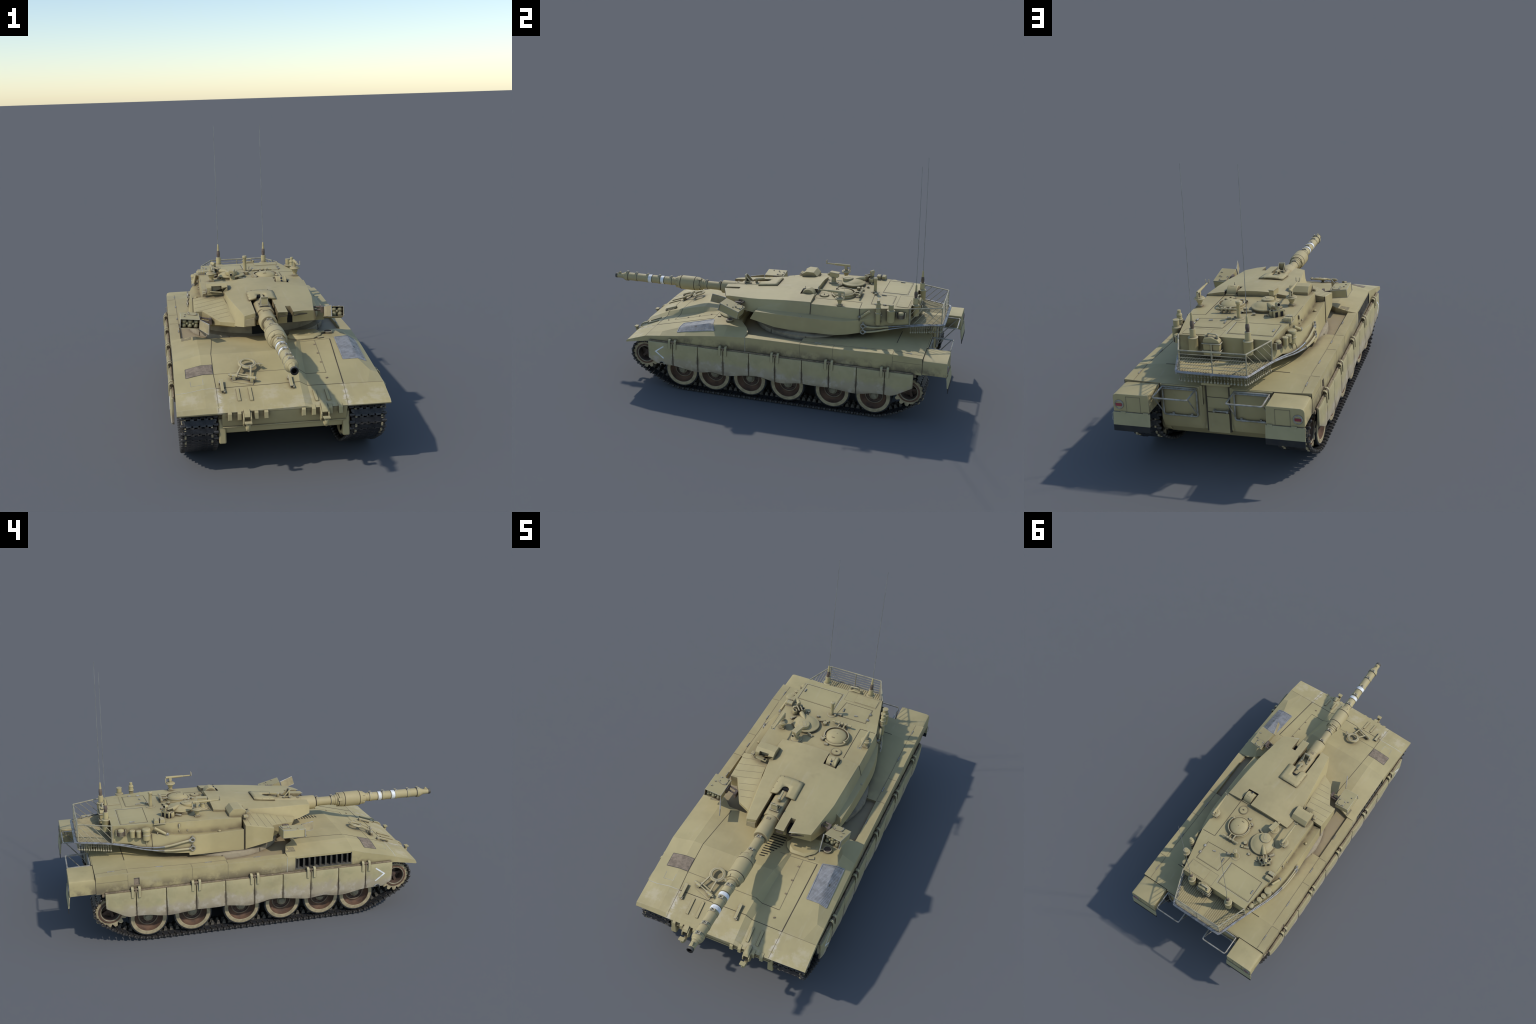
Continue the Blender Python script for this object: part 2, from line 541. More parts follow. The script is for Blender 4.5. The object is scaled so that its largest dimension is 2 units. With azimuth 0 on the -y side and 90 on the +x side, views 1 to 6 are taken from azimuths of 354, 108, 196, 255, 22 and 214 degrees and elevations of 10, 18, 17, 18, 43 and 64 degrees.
LIP_Y = [-0.750, -0.7505, -0.7505, -0.7525, -0.754, -0.757, -0.757, -0.755, -0.752, -0.751, -0.7505, -0.750]
END_Y = [-0.064, -0.064, -0.065, -0.084, -0.128, -0.152, -0.152, -0.128, -0.088, -0.064, -0.064, -0.064]
FRONT = [
    front_row(-0.750, 0.2560, 0.2590, 0.075, 0.2660, 0.105, 0.2580, 0.2575, 0.343, 0.256, 0.2555, LIP_Y),
    front_row(-0.7415, 0.2720, 0.2775, 0.075, 0.2735, 0.105, 0.2640, 0.2635, 0.343, 0.264, 0.2650),
    front_row(-0.632, 0.302, 0.316, 0.075, 0.321, 0.105, 0.3035, 0.303, 0.343, 0.302, 0.301),
    front_row(-0.546, 0.325, 0.345, 0.083, 0.347, 0.113, 0.3245, 0.3245, 0.372, 0.3235, 0.311),
    front_row(-0.455, 0.346, 0.371, 0.090, 0.372, 0.118, 0.347, 0.3465, 0.343, 0.3475, 0.321),
    front_row(-0.402, 0.361, 0.386, 0.100, 0.386, 0.124, 0.361, 0.3605, 0.343, 0.3615, 0.328),
    front_row(-0.280, 0.361, 0.384, 0.120, 0.386, 0.135, 0.3865, 0.391, 0.343, 0.391, 0.343),
    front_row(-0.180, 0.361, 0.381, 0.120, 0.387, 0.135, 0.387, 0.391, 0.343, 0.386, 0.354),
    [(x, END_Y[i], z) for i, (x, y, z) in enumerate(
        front_row(0, 0.362, 0.379, 0.120, 0.383, 0.135, 0.383, 0.384, 0.300, 0.378, 0.362))],
]
RX = [-0.405, -0.362, -0.358, -0.295, -0.25, -0.10, 0.10, 0.25, 0.295, 0.358, 0.362, 0.405]


def rear_row(y, zs, xs=None, ys=None):
    z6 = list(zs) + list(reversed(zs))
    x = RX
    if xs:
        x = list(RX)
        for i, s in xs.items():
            x[i], x[11 - i] = -s, s
    return [(x[i], ys[i] if ys else y, z6[i]) for i in range(12)]


FLOOR = 0.349
REAR = [
    rear_row(0, (0.363, 0.363, FLOOR, FLOOR, FLOOR, FLOOR), ys=[v + 0.0006 for v in END_Y]),
    rear_row(0.234, (0.363, 0.363, FLOOR, FLOOR, FLOOR, FLOOR)),
    rear_row(0.2346, (0.363, 0.3625, 0.3625, 0.363, 0.363, 0.363)),
    rear_row(0.45, (0.363, 0.364, 0.3642, 0.371, 0.374, 0.376)),
    rear_row(0.717, (0.371, 0.373, 0.373, 0.380, 0.381, 0.382), {3: 0.275, 4: 0.240}),
    rear_row(0.866, (0.366, 0.3635, 0.3635, 0.3615, 0.361, 0.361), {3: 0.30, 4: 0.245}),
]


def surface_z(x, y):
    """height of the deck under a plan point"""
    rows = FRONT + REAR
    def along(r):
        for a, b in zip(r, r[1:]):
            if a[0] <= x <= b[0]:
                t = (x - a[0]) / max(1e-9, b[0] - a[0])
                return lerp(a[1], b[1], t), lerp(a[2], b[2], t)
        return r[-1][1:]
    prev = along(rows[0])
    for r in rows[1:]:
        cur = along(r)
        if y <= cur[0]:
            t = (y - prev[0]) / max(1e-9, cur[0] - prev[0])
            return lerp(prev[1], cur[1], max(0, t))
        prev = cur
    return prev[1]


def hull_ring(row):
    ym = row[0][1]
    zb = 0.2510 if ym < -0.745 else 0.2525 if ym < -0.7 else (0.271 if ym < -0.6 else 0.276)
    return row + [(0.405, row[-1][1] + (0.002 if ym < -0.7 else 0), zb), (-0.405, row[0][1] + (0.002 if ym < -0.7 else 0), zb)]


hull_geo = loft([hull_ring(r) for r in FRONT + REAR])
hull = build("hull", hull_geo, [M_HULL, M_BLACK, M_MESH])
cut(hull, [
    span(-0.43, -0.375, -0.391, -0.107, 0.296, 0.350, 1),
    span(-0.43, -0.3985, 0.663, 0.690, 0.306, 0.342, 2),
    span(-0.060, 0.060, 0.848, 0.90, 0.20, 0.50, 0),
])
add_bevel(hull, 0.0035, 3)
shade(hull.data, 4)


from mathutils.bvhtree import BVHTree
bpy.context.view_layer.update()
deck_tree = BVHTree.FromObject(hull, bpy.context.evaluated_depsgraph_get())
smooth_z = surface_z


def surface_z(x, y):
    hit = deck_tree.ray_cast(Vector((x, y, 1.0)), Vector((0, 0, -1)))
    return hit[0].z if hit[0] is not None and hit[0].z > 0.24 else smooth_z(x, y)


def on_deck(pts, lift=0.0):
    return [Vector((x, y, surface_z(x, y) + lift)) for x, y in pts]


def strip(pts, w, h, lift=0.0, mat=0):
    """flat bar along a polyline lying on a surface (3D points), width w across, height h"""
    rings = []
    for i, p in enumerate(pts):
        d = (pts[min(i + 1, len(pts) - 1)] - pts[max(i - 1, 0)])
        s = Vector((d.y, -d.x, 0)).normalized() * (w / 2)
        dn, up = Vector((0, 0, -0.002)), Vector((0, 0, lift + h))
        rings.append([p - s + dn, p + s + dn, p + s + up, p - s + up])
    return loft(rings, mat=mat)


def fine(pts, n=10):
    out = []
    for a, b in zip(pts, pts[1:]):
        out += [(lerp(a[0], b[0], k / n), lerp(a[1], b[1], k / n)) for k in range(n)]
    return out + [pts[-1]]


def deck_line(g, pts, w=0.0022, h=0.0007, mat=0, n=14):
    g.join(strip(on_deck(fine(pts, n)), w, h), mat)


# raised dark strips drawn along the deck panel joints
joint_strips, soft = Geo(), Geo()
deck_line(joint_strips, [(-0.249, -0.632), (0.075, -0.632), (0.105, -0.631), (0.246, -0.633)], 0.0022)
deck_line(soft, [(0.246, -0.633), (0.402, -0.633)], 0.0012)
deck_line(soft, [(-0.249, -0.752), (-0.249, -0.628)], 0.0016)
deck_line(joint_strips, [(-0.249, -0.628), (-0.252, -0.545), (-0.2505, -0.40), (-0.230, -0.150)], 0.0020)
deck_line(soft, [(0.238, -0.753), (0.246, -0.633)], 0.0016)
deck_line(joint_strips, [(0.246, -0.633), (0.262, -0.287)], 0.0040)
deck_line(soft, [(0.195, -0.547), (0.196, -0.290)], 0.0020)
deck_line(soft, [(-0.252, -0.545), (0.083, -0.5465)], 0.0018)
deck_line(joint_strips, [(0.083, -0.5465), (0.113, -0.546), (0.195, -0.547)], 0.0018)
deck_line(soft, [(0.085, -0.292), (0.262, -0.287)], 0.0020)
for s in (-1, 1):
    deck_line(soft, [(s * 0.3615, 0.238), (s * 0.3635, 0.864)], 0.0020)
    for y in (0.236, 0.410, 0.717):
        deck_line(soft, [(s * 0.364, y), (s * 0.4035, y)], 0.0020)
    deck_line(joint_strips, [(s * 0.276, 0.717), (s * 0.12, 0.719)], 0.0032)
    # the same joints down the side wall
    for y in (0.236, 0.410, 0.717):
        soft.join(span(s * 0.4040, s * 0.4055, y - 0.0009, y + 0.0009, 0.278, 0.360))
    soft.join(span(s * 0.4040, s * 0.4054, 0.7185, 0.864, 0.3327, 0.3343))
    joint_strips.join(span(s * 0.4035, s * 0.4052, 0.8655, 0.8672, 0.279, 0.362))
build("panel_line", joint_strips, M_SEAM, hull)
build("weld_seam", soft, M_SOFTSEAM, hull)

worn = Geo()
deck_line(worn, [(-0.403, -0.633), (-0.36, -0.636), (-0.300, -0.632), (-0.252, -0.632)], 0.0030, 0.0004)
deck_line(worn, [(-0.343, -0.604), (-0.296, -0.604), (-0.296, -0.572)], 0.0018, 0.0004)
deck_line(worn, [(-0.343, -0.604), (-0.345, -0.570)], 0.0018, 0.0004)
for s in (-1, 1):
    worn.join(span(s * 0.4035, s * 0.4058, -0.0625, -0.0595, 0.279, 0.360))
build("weld_line", worn, M_GREYLINE, hull)

# strip latches beside the sponson lids
latch_geo = Geo()
for s in (-1, 1):
    for y in (0.082, 0.324, 0.563, 0.791):
        z = surface_z(s * 0.3655, y)
        latch_geo.join(box((s * 0.3655, y, z + 0.001), (0.0035, 0.034, 0.004)))
build("lid_latch", latch_geo, M_STEEL, hull)

# lower hull between the tracks, with its welded nose
tub = extrude_x([(-0.752, 0.2555), (-0.7495, 0.247), (-0.724, 0.197), (-0.7215, 0.192), (-0.712, 0.166), (-0.56, 0.112), (0.80, 0.112),
                 (0.848, 0.160), (0.848, 0.28), (-0.5, 0.28)], -0.2365, 0.2365)
tub.join(span(-0.236, 0.236, -0.7265, -0.716, 0.189, 0.1945))
build("lower_hull", tub, M_TAN, hull, 0.003)

fd = Geo()
for s in (-1, 1):
    fd.join(cyl((s * 0.222, -0.648, 0.184), (s * 0.252, -0.648, 0.184), 0.072, seg=32))
    fd.join(span(s * 0.222, s * 0.250, -0.722, -0.66, 0.125, 0.225))
    fd.join(cyl((s * 0.222, 0.804, 0.166), (s * 0.262, 0.804, 0.166), 0.042, seg=24))
build("final_drive_housing", fd, M_TAN, hull, 0.006)

# ---- glacis fittings
guard = Geo()
for x, y0, y1 in ((-0.226, -0.602, -0.668), (0.0395, -0.602, -0.668)):
    a, b = Vector((x, y0, surface_z(x, y0))), Vector((x, y1, surface_z(x, y1)))
    mid = (a + b) / 2 + Vector((0, 0, 0.013))
    d = (b - a).normalized()
    rot = d.to_track_quat("Y", "Z").to_matrix()
    L = (b - a).length
    guard.join(box(mid, (0.012, L, 0.0035), rot))
    for s in (-1, 1):
        guard.join(box(mid + rot @ Vector((s * 0.0052, 0, -0.003)), (0.002, L * 0.96, 0.008), rot))
    for p, sg in ((a, -1), (b, 1)):
        q = p + d * (-sg * 0.007) + Vector((0, 0, 0.004))
        guard.join(box(q + rot @ Vector((0.007 if sg < 0 else -0.007, 0, 0)), (0.006, 0.014, 0.013), rot))
        guard.join(box(q + rot @ Vector((-0.005, 0, 0)), (0.003, 0.012, 0.013), rot))
build("lamp_guard", guard, M_SMALL, hull, 0.0006)

ribs = Geo()
for x, y0, y1 in ((-0.169, -0.645, -0.717), (-0.1225, -0.645, -0.718), (0.1245, -0.661, -0.725), (0.1705, -0.661, -0.726)):
    pts = on_deck(fine([(x, y0), (x + 0.001, y1)], 4))
    ribs.join(strip(pts, 0.0115, 0.0055))
build("mounting_rail", ribs, M_TAN, hull, 0.0010)

# nose brackets and tow hooks
brk = Geo()
for x in (-0.209, -0.173, -0.110, -0.073, 0.068, 0.106, 0.169, 0.208):
    brk.join(extrude_x([(-0.742, 0.2655), (-0.758, 0.2605), (-0.763, 0.255), (-0.763, 0.231), (-0.7555, 0.226), (-0.735, 0.235)], x - 0.0075, x + 0.0075))
build("nose_bracket", brk, M_TAN, hull, 0.0010)
for x in (-0.1455, 0.1455):
    hk = Geo()
    hk.join(extrude_x([(-0.735, 0.271), (-0.758, 0.266), (-0.772, 0.258), (-0.779, 0.246), (-0.770, 0.236), (-0.742, 0.236)], x - 0.011, x + 0.011))
    for s in (-1, 1):
        hk.join(extrude_x([(-0.745, 0.262), (-0.768, 0.256), (-0.781, 0.240), (-0.782, 0.222), (-0.768, 0.208), (-0.745, 0.215)], x + s * 0.011, x + s * 0.0165))
    # curved horn ending in a flat pad
    arc = [(x, -0.756, 0.214), (x, -0.774, 0.203), (x, -0.792, 0.203), (x, -0.805, 0.214), (x, -0.808, 0.230)]
    hk.join(tube(spline(arc, 4), 0.0085, 8))
    hk.join(box((x, -0.8085, 0.2345), (0.026, 0.020, 0.0055)))
    build("tow_hook", hk, M_TAN, hull, 0.0012)

# travel lock: ring on a folded bracket
lock = Geo()
nrm = Vector((0.02, -0.28, 1)).normalized()
c = Vector((-0.115, -0.523, 0.3745))
lock.join(torus(c, nrm, 0.0315, 0.0062, 36, 8, squash=0.75))
lock.join(torus(c + nrm * 0.001, nrm, 0.0262, 0.0045, 36, 6, squash=1.2))
Lp, Rp = Vector((-0.176, -0.590, 0.350)), Vector((-0.109, -0.612, 0.343))
for p, q in ((Lp + Vector((0.012, 0, 0)), c + Vector((-0.026, -0.020, -0.003))), (Rp + Vector((-0.004, 0.004, 0)), c + Vector((0.010, -0.031, -0.004)))):
    lock.join(box((p + q) / 2, (0.006, (p - q).length, 0.007), (q - p).to_track_quat("Y", "Z").to_matrix()))
ax = (Rp - Lp).normalized()
lock.join(cyl(Lp + ax * 0.008, Rp - ax * 0.004, 0.0032, seg=8))
lock.join(cyl(Lp + ax * 0.010 + Vector((0, 0.012, 0.004)), Rp - ax * 0.006 + Vector((0, 0.012, 0.004)), 0.0035, seg=8))
for p in (Lp, Rp):
    lock.join(cyl(p - ax * 0.016, p + ax * 0.016, 0.0072, seg=14))
    lock.join(cyl(p - ax * 0.021, p + ax * 0.021, 0.0045, seg=10))
    lock.join(box(p + Vector((0, 0, -0.008)), (0.012, 0.016, 0.020)))
latchp = Vector((-0.0725, -0.531, 0.371))
lock.join(box(latchp, (0.022, 0.007, 0.006)))
lock.join(cyl(latchp + Vector((0.004, -0.012, 0)), latchp + Vector((0.004, 0.012, 0)), 0.0042, seg=10))
lock.join(box(latchp + Vector((0.010, -0.008, 0)), (0.010, 0.005, 0.009)))
build("travel_lock", lock, M_SMALL, hull, 0.0005)
pad = prism([(-0.190, -0.582), (-0.181, -0.602), (-0.106, -0.630), (-0.098, -0.611)], lambda x, y: surface_z(x, y) - 0.003, lambda x, y: surface_z(x, y) + 0.003)
build("lock_plate", pad, M_SMALL, hull, 0.0008)


def draped(poly_rows, lift, thick, mat=0):
    """thin slab following the deck; poly_rows: list of rows of (x, y)"""
    rings = []
    for r in poly_rows:
        top = [(x, y, surface_z(x, y) + lift + thick) for x, y in r]
        bot = [(x, y, surface_z(x, y) + lift - 0.004) for x, y in reversed(r)]
        rings.append(top + bot)
    return loft(rings, mat=mat)


# air inlet grille on the right of the glacis
ra, rb = (0.284, 0.343, 0.3765), (0.284, 0.343, 0.3765)
def grille_pt(u, v):
    """u across 0..1 (kink at .6), v from front 0 to back 1"""
    x = lerp(0.284, 0.343, u / 0.6) if u <= 0.6 else lerp(0.343, 0.377, (u - 0.6) / 0.4)
    yb = lerp(-0.277, -0.262, u / 0.6) if u <= 0.6 else lerp(-0.262, -0.243, (u - 0.6) / 0.4)
    y = lerp(-0.455, yb, v)
    return x, y
US = [0.0, 0.3, 0.6, 0.8, 1.0]
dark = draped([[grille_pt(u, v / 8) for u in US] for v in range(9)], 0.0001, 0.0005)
build("inlet_backing", dark, M_VENTSTEEL, hull)  # dark sheet laid on the deck, standing for the depth between slats


def ribbon(path, across, h):
    """bar over the deck whose width runs along a given plan direction"""
    a = Vector((across[0], across[1], 0))
    rings = []
    for x, y in path:
        p0, p1 = (x - a.x, y - a.y), (x + a.x, y + a.y)
        z0, z1 = surface_z(*p0), surface_z(*p1)
        rings.append([(*p0, z0 - 0.002), (*p1, z1 - 0.002), (*p1, z1 + h), (*p0, z0 + h)])
    return loft(rings)


fr = Geo()
for u in (0, 1):
    fr.join(ribbon([grille_pt(u, v / 16) for v in range(17)], (0.0022, 0), 0.0028))
for v in (0, 1):
    fr.join(ribbon([grille_pt(u, v) for u in (0, 0.15, 0.3, 0.45, 0.6, 0.7, 0.8, 0.9, 1.0)], (0, 0.0022), 0.0028))
build("inlet_frame", fr, M_GRILLE, hull)
sl = Geo()
NS = 31
for k in range(NS):
    v = 0.018 + (k + 0.5) / NS * 0.964
    sl.join(ribbon([grille_pt(u, v) for u in (0.02, 0.15, 0.3, 0.45, 0.6, 0.7, 0.8, 0.9, 0.98)], (0, 0.00225), 0.0011))
build("inlet_slat", sl, M_GRILLE, hull)

# brown mesh screen on the left of the glacis
scr = draped([[(lerp(-0.3595, -0.2535, i / 6), lerp(-0.5435, -0.4795, v / 4)) for i in range(7)] for v in range(5)], 0.0003, 0.0008)
build("mesh_screen", scr, M_MESH, hull)
sf = Geo()
for e in ([(-0.3595, -0.5435), (-0.2535, -0.5435)], [(-0.3595, -0.4795), (-0.2535, -0.4795)], [(-0.3595, -0.5435), (-0.3595, -0.4795)], [(-0.2535, -0.5435), (-0.2535, -0.4795)]):
    deck_line(sf, e, 0.0024, 0.0014)
build("screen_frame", sf, M_VENTSTEEL, hull)
# woven strip behind the ridge on the left
wv = draped([[(lerp(-0.360, -0.318, i / 3), lerp(-0.116, -0.070 if i < 3 else -0.078, v / 3)) for i in range(4)] for v in range(4)], 0.0002, 0.0006)
build("anti_slip_strip", wv, M_SLIP, hull)

# exhaust louvres in the left sponson wall
ex = Geo()
ex.join(span(-0.4075, -0.376, -0.395, -0.391, 0.292, 0.354))
ex.join(span(-0.4065, -0.376, -0.107, -0.103, 0.292, 0.354))
ex.join(span(-0.4065, -0.376, -0.391, -0.107, 0.2925, 0.2975))
for k in range(10):
    y = -0.391 + (k + 0.45) * (0.284 / 10)
    ex.join(box((-0.3935, y, 0.323), (0.024, 0.0065, 0.056), Matrix.Rotation(math.radians(-28), 3, "Z")))
build("exhaust_louvre", ex, M_VENTSTEEL, hull)

# dark strips laid on as louvred slots, driver's lid and filler cap behind the glacis
slot_strips = Geo()
for k in range(10):
    t = k / 9
    x0, x1 = lerp(0.006, 0.000, t), lerp(0.030, 0.078, min(1, t * 1.6))
    y = lerp(-0.346, -0.205, t)
    deck_line(slot_strips, [(x0, y), (x1, y + 0.004)], 0.0052, 0.0007, n=3)
build("air_slot_strip", slot_strips, M_BLACK, hull)  # near-black strips on the deck surface, nothing is cut
lid = Geo()
poly = [(0.088, -0.222), (0.098, -0.250), (0.129, -0.276), (0.197, -0.275), (0.232, -0.240), (0.243, -0.205), (0.235, -0.150), (0.10, -0.150)]
cx, cy = 0.167, -0.21
lid.join(loft([[(x, y, surface_z(x, y) - 0.004) for x, y in poly],
               [(x, y, surface_z(x, y) + 0.006) for x, y in poly],
               [(lerp(x, cx, 0.16), lerp(y, cy, 0.16), 0.402) for x, y in poly]]))
build("driver_hatch", lid, M_TAN, hull, 0.002)
misc = Geo()
misc.join(box((0.226, -0.268, surface_z(0.226, -0.268) + 0.002), (0.026, 0.016, 0.007), Matrix.Rotation(0.35, 3, "Z")))
misc.join(box((0.215, -0.214, 0.400), (0.020, 0.016, 0.006), Matrix.Rotation(0.2, 3, "Z")))
misc.join(cyl((0.205, -0.222, 0.397), (0.255, -0.200, 0.3985), 0.0032, seg=8))
build("hatch_latch", misc, M_SMALL, hull, 0.0006)
cap = revolve([(0.0185, -0.004), (0.0185, 0.007), (0.0195, 0.008), (0.0195, 0.011), (0.0165, 0.0115), (0.0155, 0.0095), (0.001, 0.0095)], (0.273, -0.192, 0.388), (0, 0, 1), 24,
              mats=[0, 0, 0, 0, 1, 1])
build("filler_cap", cap, [M_SMALL, M_BROWNTUBE], hull)
hn = Geo()
for k, y in enumerate((-0.328, -0.399, -0.467)):
    z = surface_z(0.188, y)
    hn.join(cyl((0.186, y, z), (0.195, y, z), 0.0034, seg=10))
hn.join(cyl((0.186, -0.589, surface_z(0.186, -0.589)), (0.194, -0.585, surface_z(0.19, -0.585)), 0.0036, seg=10))
build("panel_hinge", hn, M_ROD, hull)

# ---- hull rear: plates, door, boxes, flaps, lamps, racks
def rear_plate(s):
    g = Geo()
    # main plate with bevelled inner edge and an undercut below
    o = 0.2435
    rings = []
    for x, yb in ((0.0520, 0.8445), (0.0725, 0.8715), (o, 0.8715)):
        rings.append([(s * x, yb, 0.3605), (s * x, yb, 0.199), (s * x, yb - 0.018 if yb > 0.85 else yb - 0.002, 0.160), (s * x, 0.80, 0.160), (s * x, 0.80, 0.3605)])
    # stays 1 mm below the deck
    return g.join(loft([[(x, y, z - 0.0012 if z > 0.3 else z) for x, y, z in r] for r in rings]))
rp = rear_plate(1).join(rear_plate(-1))
build("rear_plate", rp, M_TAN, hull, 0.002)
dr = Geo()
dr.join(span(-0.0490, 0.0490, 0.830, 0.8488, 0.150, 0.372))
dr.join(span(-0.0465, 0.0465, 0.840, 0.8510, 0.258, 0.3055))
dr.join(span(-0.0465, 0.0465, 0.840, 0.8530, 0.148, 0.238))
dr.join(span(-0.062, 0.062, 0.8510, 0.868, 0.366, 0.376))
build("rear_door", dr, M_TAN, hull, 0.0015)
dg_ = Geo()
for s in (-1, 1):
    dg_.join(span(s * 0.0470, s * 0.0530, 0.835, 0.8494, 0.152, 0.364))
    dg_.join(span(s * 0.243, s * 0.2465, 0.850, 0.8695, 0.20, 0.3585))
dg_.join(span(-0.047, 0.047, 0.840, 0.8498, 0.2375, 0.2405))
dg_.join(span(-0.047, 0.047, 0.840, 0.8496, 0.3053, 0.3073))
build("door_seam_strip", dg_, M_SEAM, hull)  # dark strips added along the seams of the door and rear plates
hd = Geo()
hd.join(cyl((-0.046, 0.860, 0.2495), (0.020, 0.860, 0.2495), 0.0032, seg=8))
for x in (-0.042, 0.016):
    hd.join(cyl((x, 0.840, 0.2495), (x, 0.8645, 0.2495), 0.0052, seg=8))
build("door_handle", hd, M_STEEL, hull)

for s in (-1, 1):
    bx = Geo()
    prof = [(0.247, 0.2795), (0.247, 0.352), (0.2495, 0.3575), (0.388, 0.3565), (0.400, 0.352), (0.404, 0.341), (0.404, 0.2795)]
    bx.join(loft([[(s * x, y, z) for x, z in prof] for y in (0.8675, 0.9885)]))
    b_ob = build("fender_box", bx, M_HULL, hull, 0.0018)
    ln = Geo()
    for x0, x1, z0, z1 in ((0.283, 0.2848, 0.281, 0.347), (0.3445, 0.3463, 0.281, 0.347), (0.283, 0.3463, 0.3452, 0.347)):
        ln.join(span(s * x0, s * x1, 0.986, 0.9892, z0, z1))
    ln.join(span(s * 0.247, s * 0.404, 0.984, 0.9888, 0.2785, 0.2803))
    build("box_line", ln, M_SOFTSEAM, b_ob)  # thin strips drawn as the panel lines of the box
    lamp = revolve([(0.0195, -0.006), (0.0195, 0.0035), (0.0185, 0.0045), (0.0165, 0.0045), (0.0160, 0.0030), (0.0140, 0.0030), (0.001, 0.0030)],
                   (s * 0.377, 0.9885, 0.311), (0, 1, 0), 32, mats=[0, 0, 0, 0, 0, 1])
    lo = build("reflector_lamp", lamp, [M_STEEL, M_TAN], b_ob)
    build("red_reflector", box((s * 0.3775, 0.9925, 0.311), (0.0260, 0.0018, 0.0112)), M_RED, lo)
    fl = Geo()
    fl.join(hexa([(s * 0.244, 0.9930, 0.222), (s * 0.406, 0.9930, 0.222), (s * 0.406, 0.9985, 0.222), (s * 0.244, 0.9985, 0.222)],
                 [(s * 0.244, 0.9870, 0.277), (s * 0.406, 0.9870, 0.277), (s * 0.406, 0.9920, 0.277), (s * 0.244, 0.9920, 0.277)]))
    f_ob = build("mud_flap", fl, M_PALEWALL, hull, 0.001)
    build("rubber_strip", span(s * 0.2445, s * 0.4055, 0.9955, 0.9985, 0.196, 0.2225), M_RUBBER, f_ob)
    hg = Geo()
    for x in (0.262, 0.361):
        hg.join(span(s * (x - 0.011), s * (x + 0.011), 0.9865, 0.9935, 0.2705, 0.2815))
    build("flap_hinge", hg, M_PALEWALL, f_ob, 0.0005)
    wire = tube(fillet([(s * 0.405, 0.992, 0.272), (s * 0.4115, 0.992, 0.272), (s * 0.4115, 0.992, 0.240), (s * 0.405, 0.992, 0.240)], 0.003, 3), 0.0009, 6)
    build("flap_staple", wire, M_STEEL, f_ob)

    rk = Geo()
    xi, xo = 0.0815, 0.2315
    rk.join(tube(fillet([(s * xi, 0.8775, 0.344), (s * xo, 0.8775, 0.344), (s * xo, 0.8775, 0.226), (s * xi, 0.8775, 0.226)], 0.010, 5, True), 0.0036, 8, True))
    rk.join(tube(fillet([(s * xi, 0.8755, 0.3505), (s * xi, 0.9835, 0.3490), (s * xo, 0.9835, 0.3490), (s * xo, 0.8755, 0.3505)], 0.011, 5), 0.0036, 8))
    rk.join(cyl((s * xi, 0.8755, 0.3505), (s * xo, 0.8755, 0.3505), 0.0034, seg=8))
    for x in (xi, xo):
        rk.join(cyl((s * (x + 0.002), 0.8775, 0.238), (s * (x + 0.002), 0.970, 0.347), 0.0026, seg=6))
    for x in (0.100, 0.212):
        rk.join(box((s * x, 0.8765, 0.347), (0.007, 0.007, 0.010)))
    for x in (0.107, 0.190):
        rk.join(cyl((s * x, 0.8775, 0.2265), (s * (x + 0.018), 0.8775, 0.2265), 0.0050, seg=8))
        rk.join(box((s * x, 0.873, 0.231), (0.009, 0.009, 0.009)))
    build("folding_rack", rk, M_STEEL, hull)

# ================================================================ RUNNING GEAR
TX = 0.322
PATH = [(-0.375, 0.0078), (-0.20, 0.0076), (0.0, 0.0076), (0.20, 0.0076), (0.40, 0.0076), (0.58, 0.0077), (0.634, 0.0102), (0.665, 0.0155), (0.695, 0.0245),
        (0.724, 0.0350), (0.752, 0.0480), (0.779, 0.0630), (0.806, 0.0805), (0.834, 0.1005), (0.858, 0.1225), (0.8745, 0.149), (0.8800, 0.178),
        (0.872, 0.206), (0.852, 0.228), (0.822, 0.241), (0.70, 0.241), (0.45, 0.237), (0.20, 0.240), (-0.05, 0.243), (-0.30, 0.247), (-0.52, 0.255), (-0.640, 0.2605),
        (-0.678, 0.2535), (-0.706, 0.232), (-0.721, 0.199), (-0.718, 0.164), (-0.700, 0.1355), (-0.672, 0.1115), (-0.642, 0.0920), (-0.608, 0.0740),
        (-0.581, 0.0595), (-0.556, 0.0460), (-0.528, 0.0325), (-0.499, 0.0210), (-0.469, 0.0130), (-0.439, 0.0085)]
curve = [Vector((0, y, z)) for y, z in PATH]
dense = spline(curve, 12, True)
cum = [0.0]
for a, b in zip(dense, dense[1:] + dense[:1]):
    cum.append(cum[-1] + (b - a).length)
NLINK = round(cum[-1] / 0.0295)


def path_at(s):
    s %= cum[-1]
    lo = 0
    import bisect
    lo = min(bisect.bisect_right(cum, s) - 1, len(dense) - 1)
    t = (s - cum[lo]) / max(1e-9, cum[lo + 1] - cum[lo])
    return dense[lo].lerp(dense[(lo + 1) % len(dense)], t)


link = Geo()
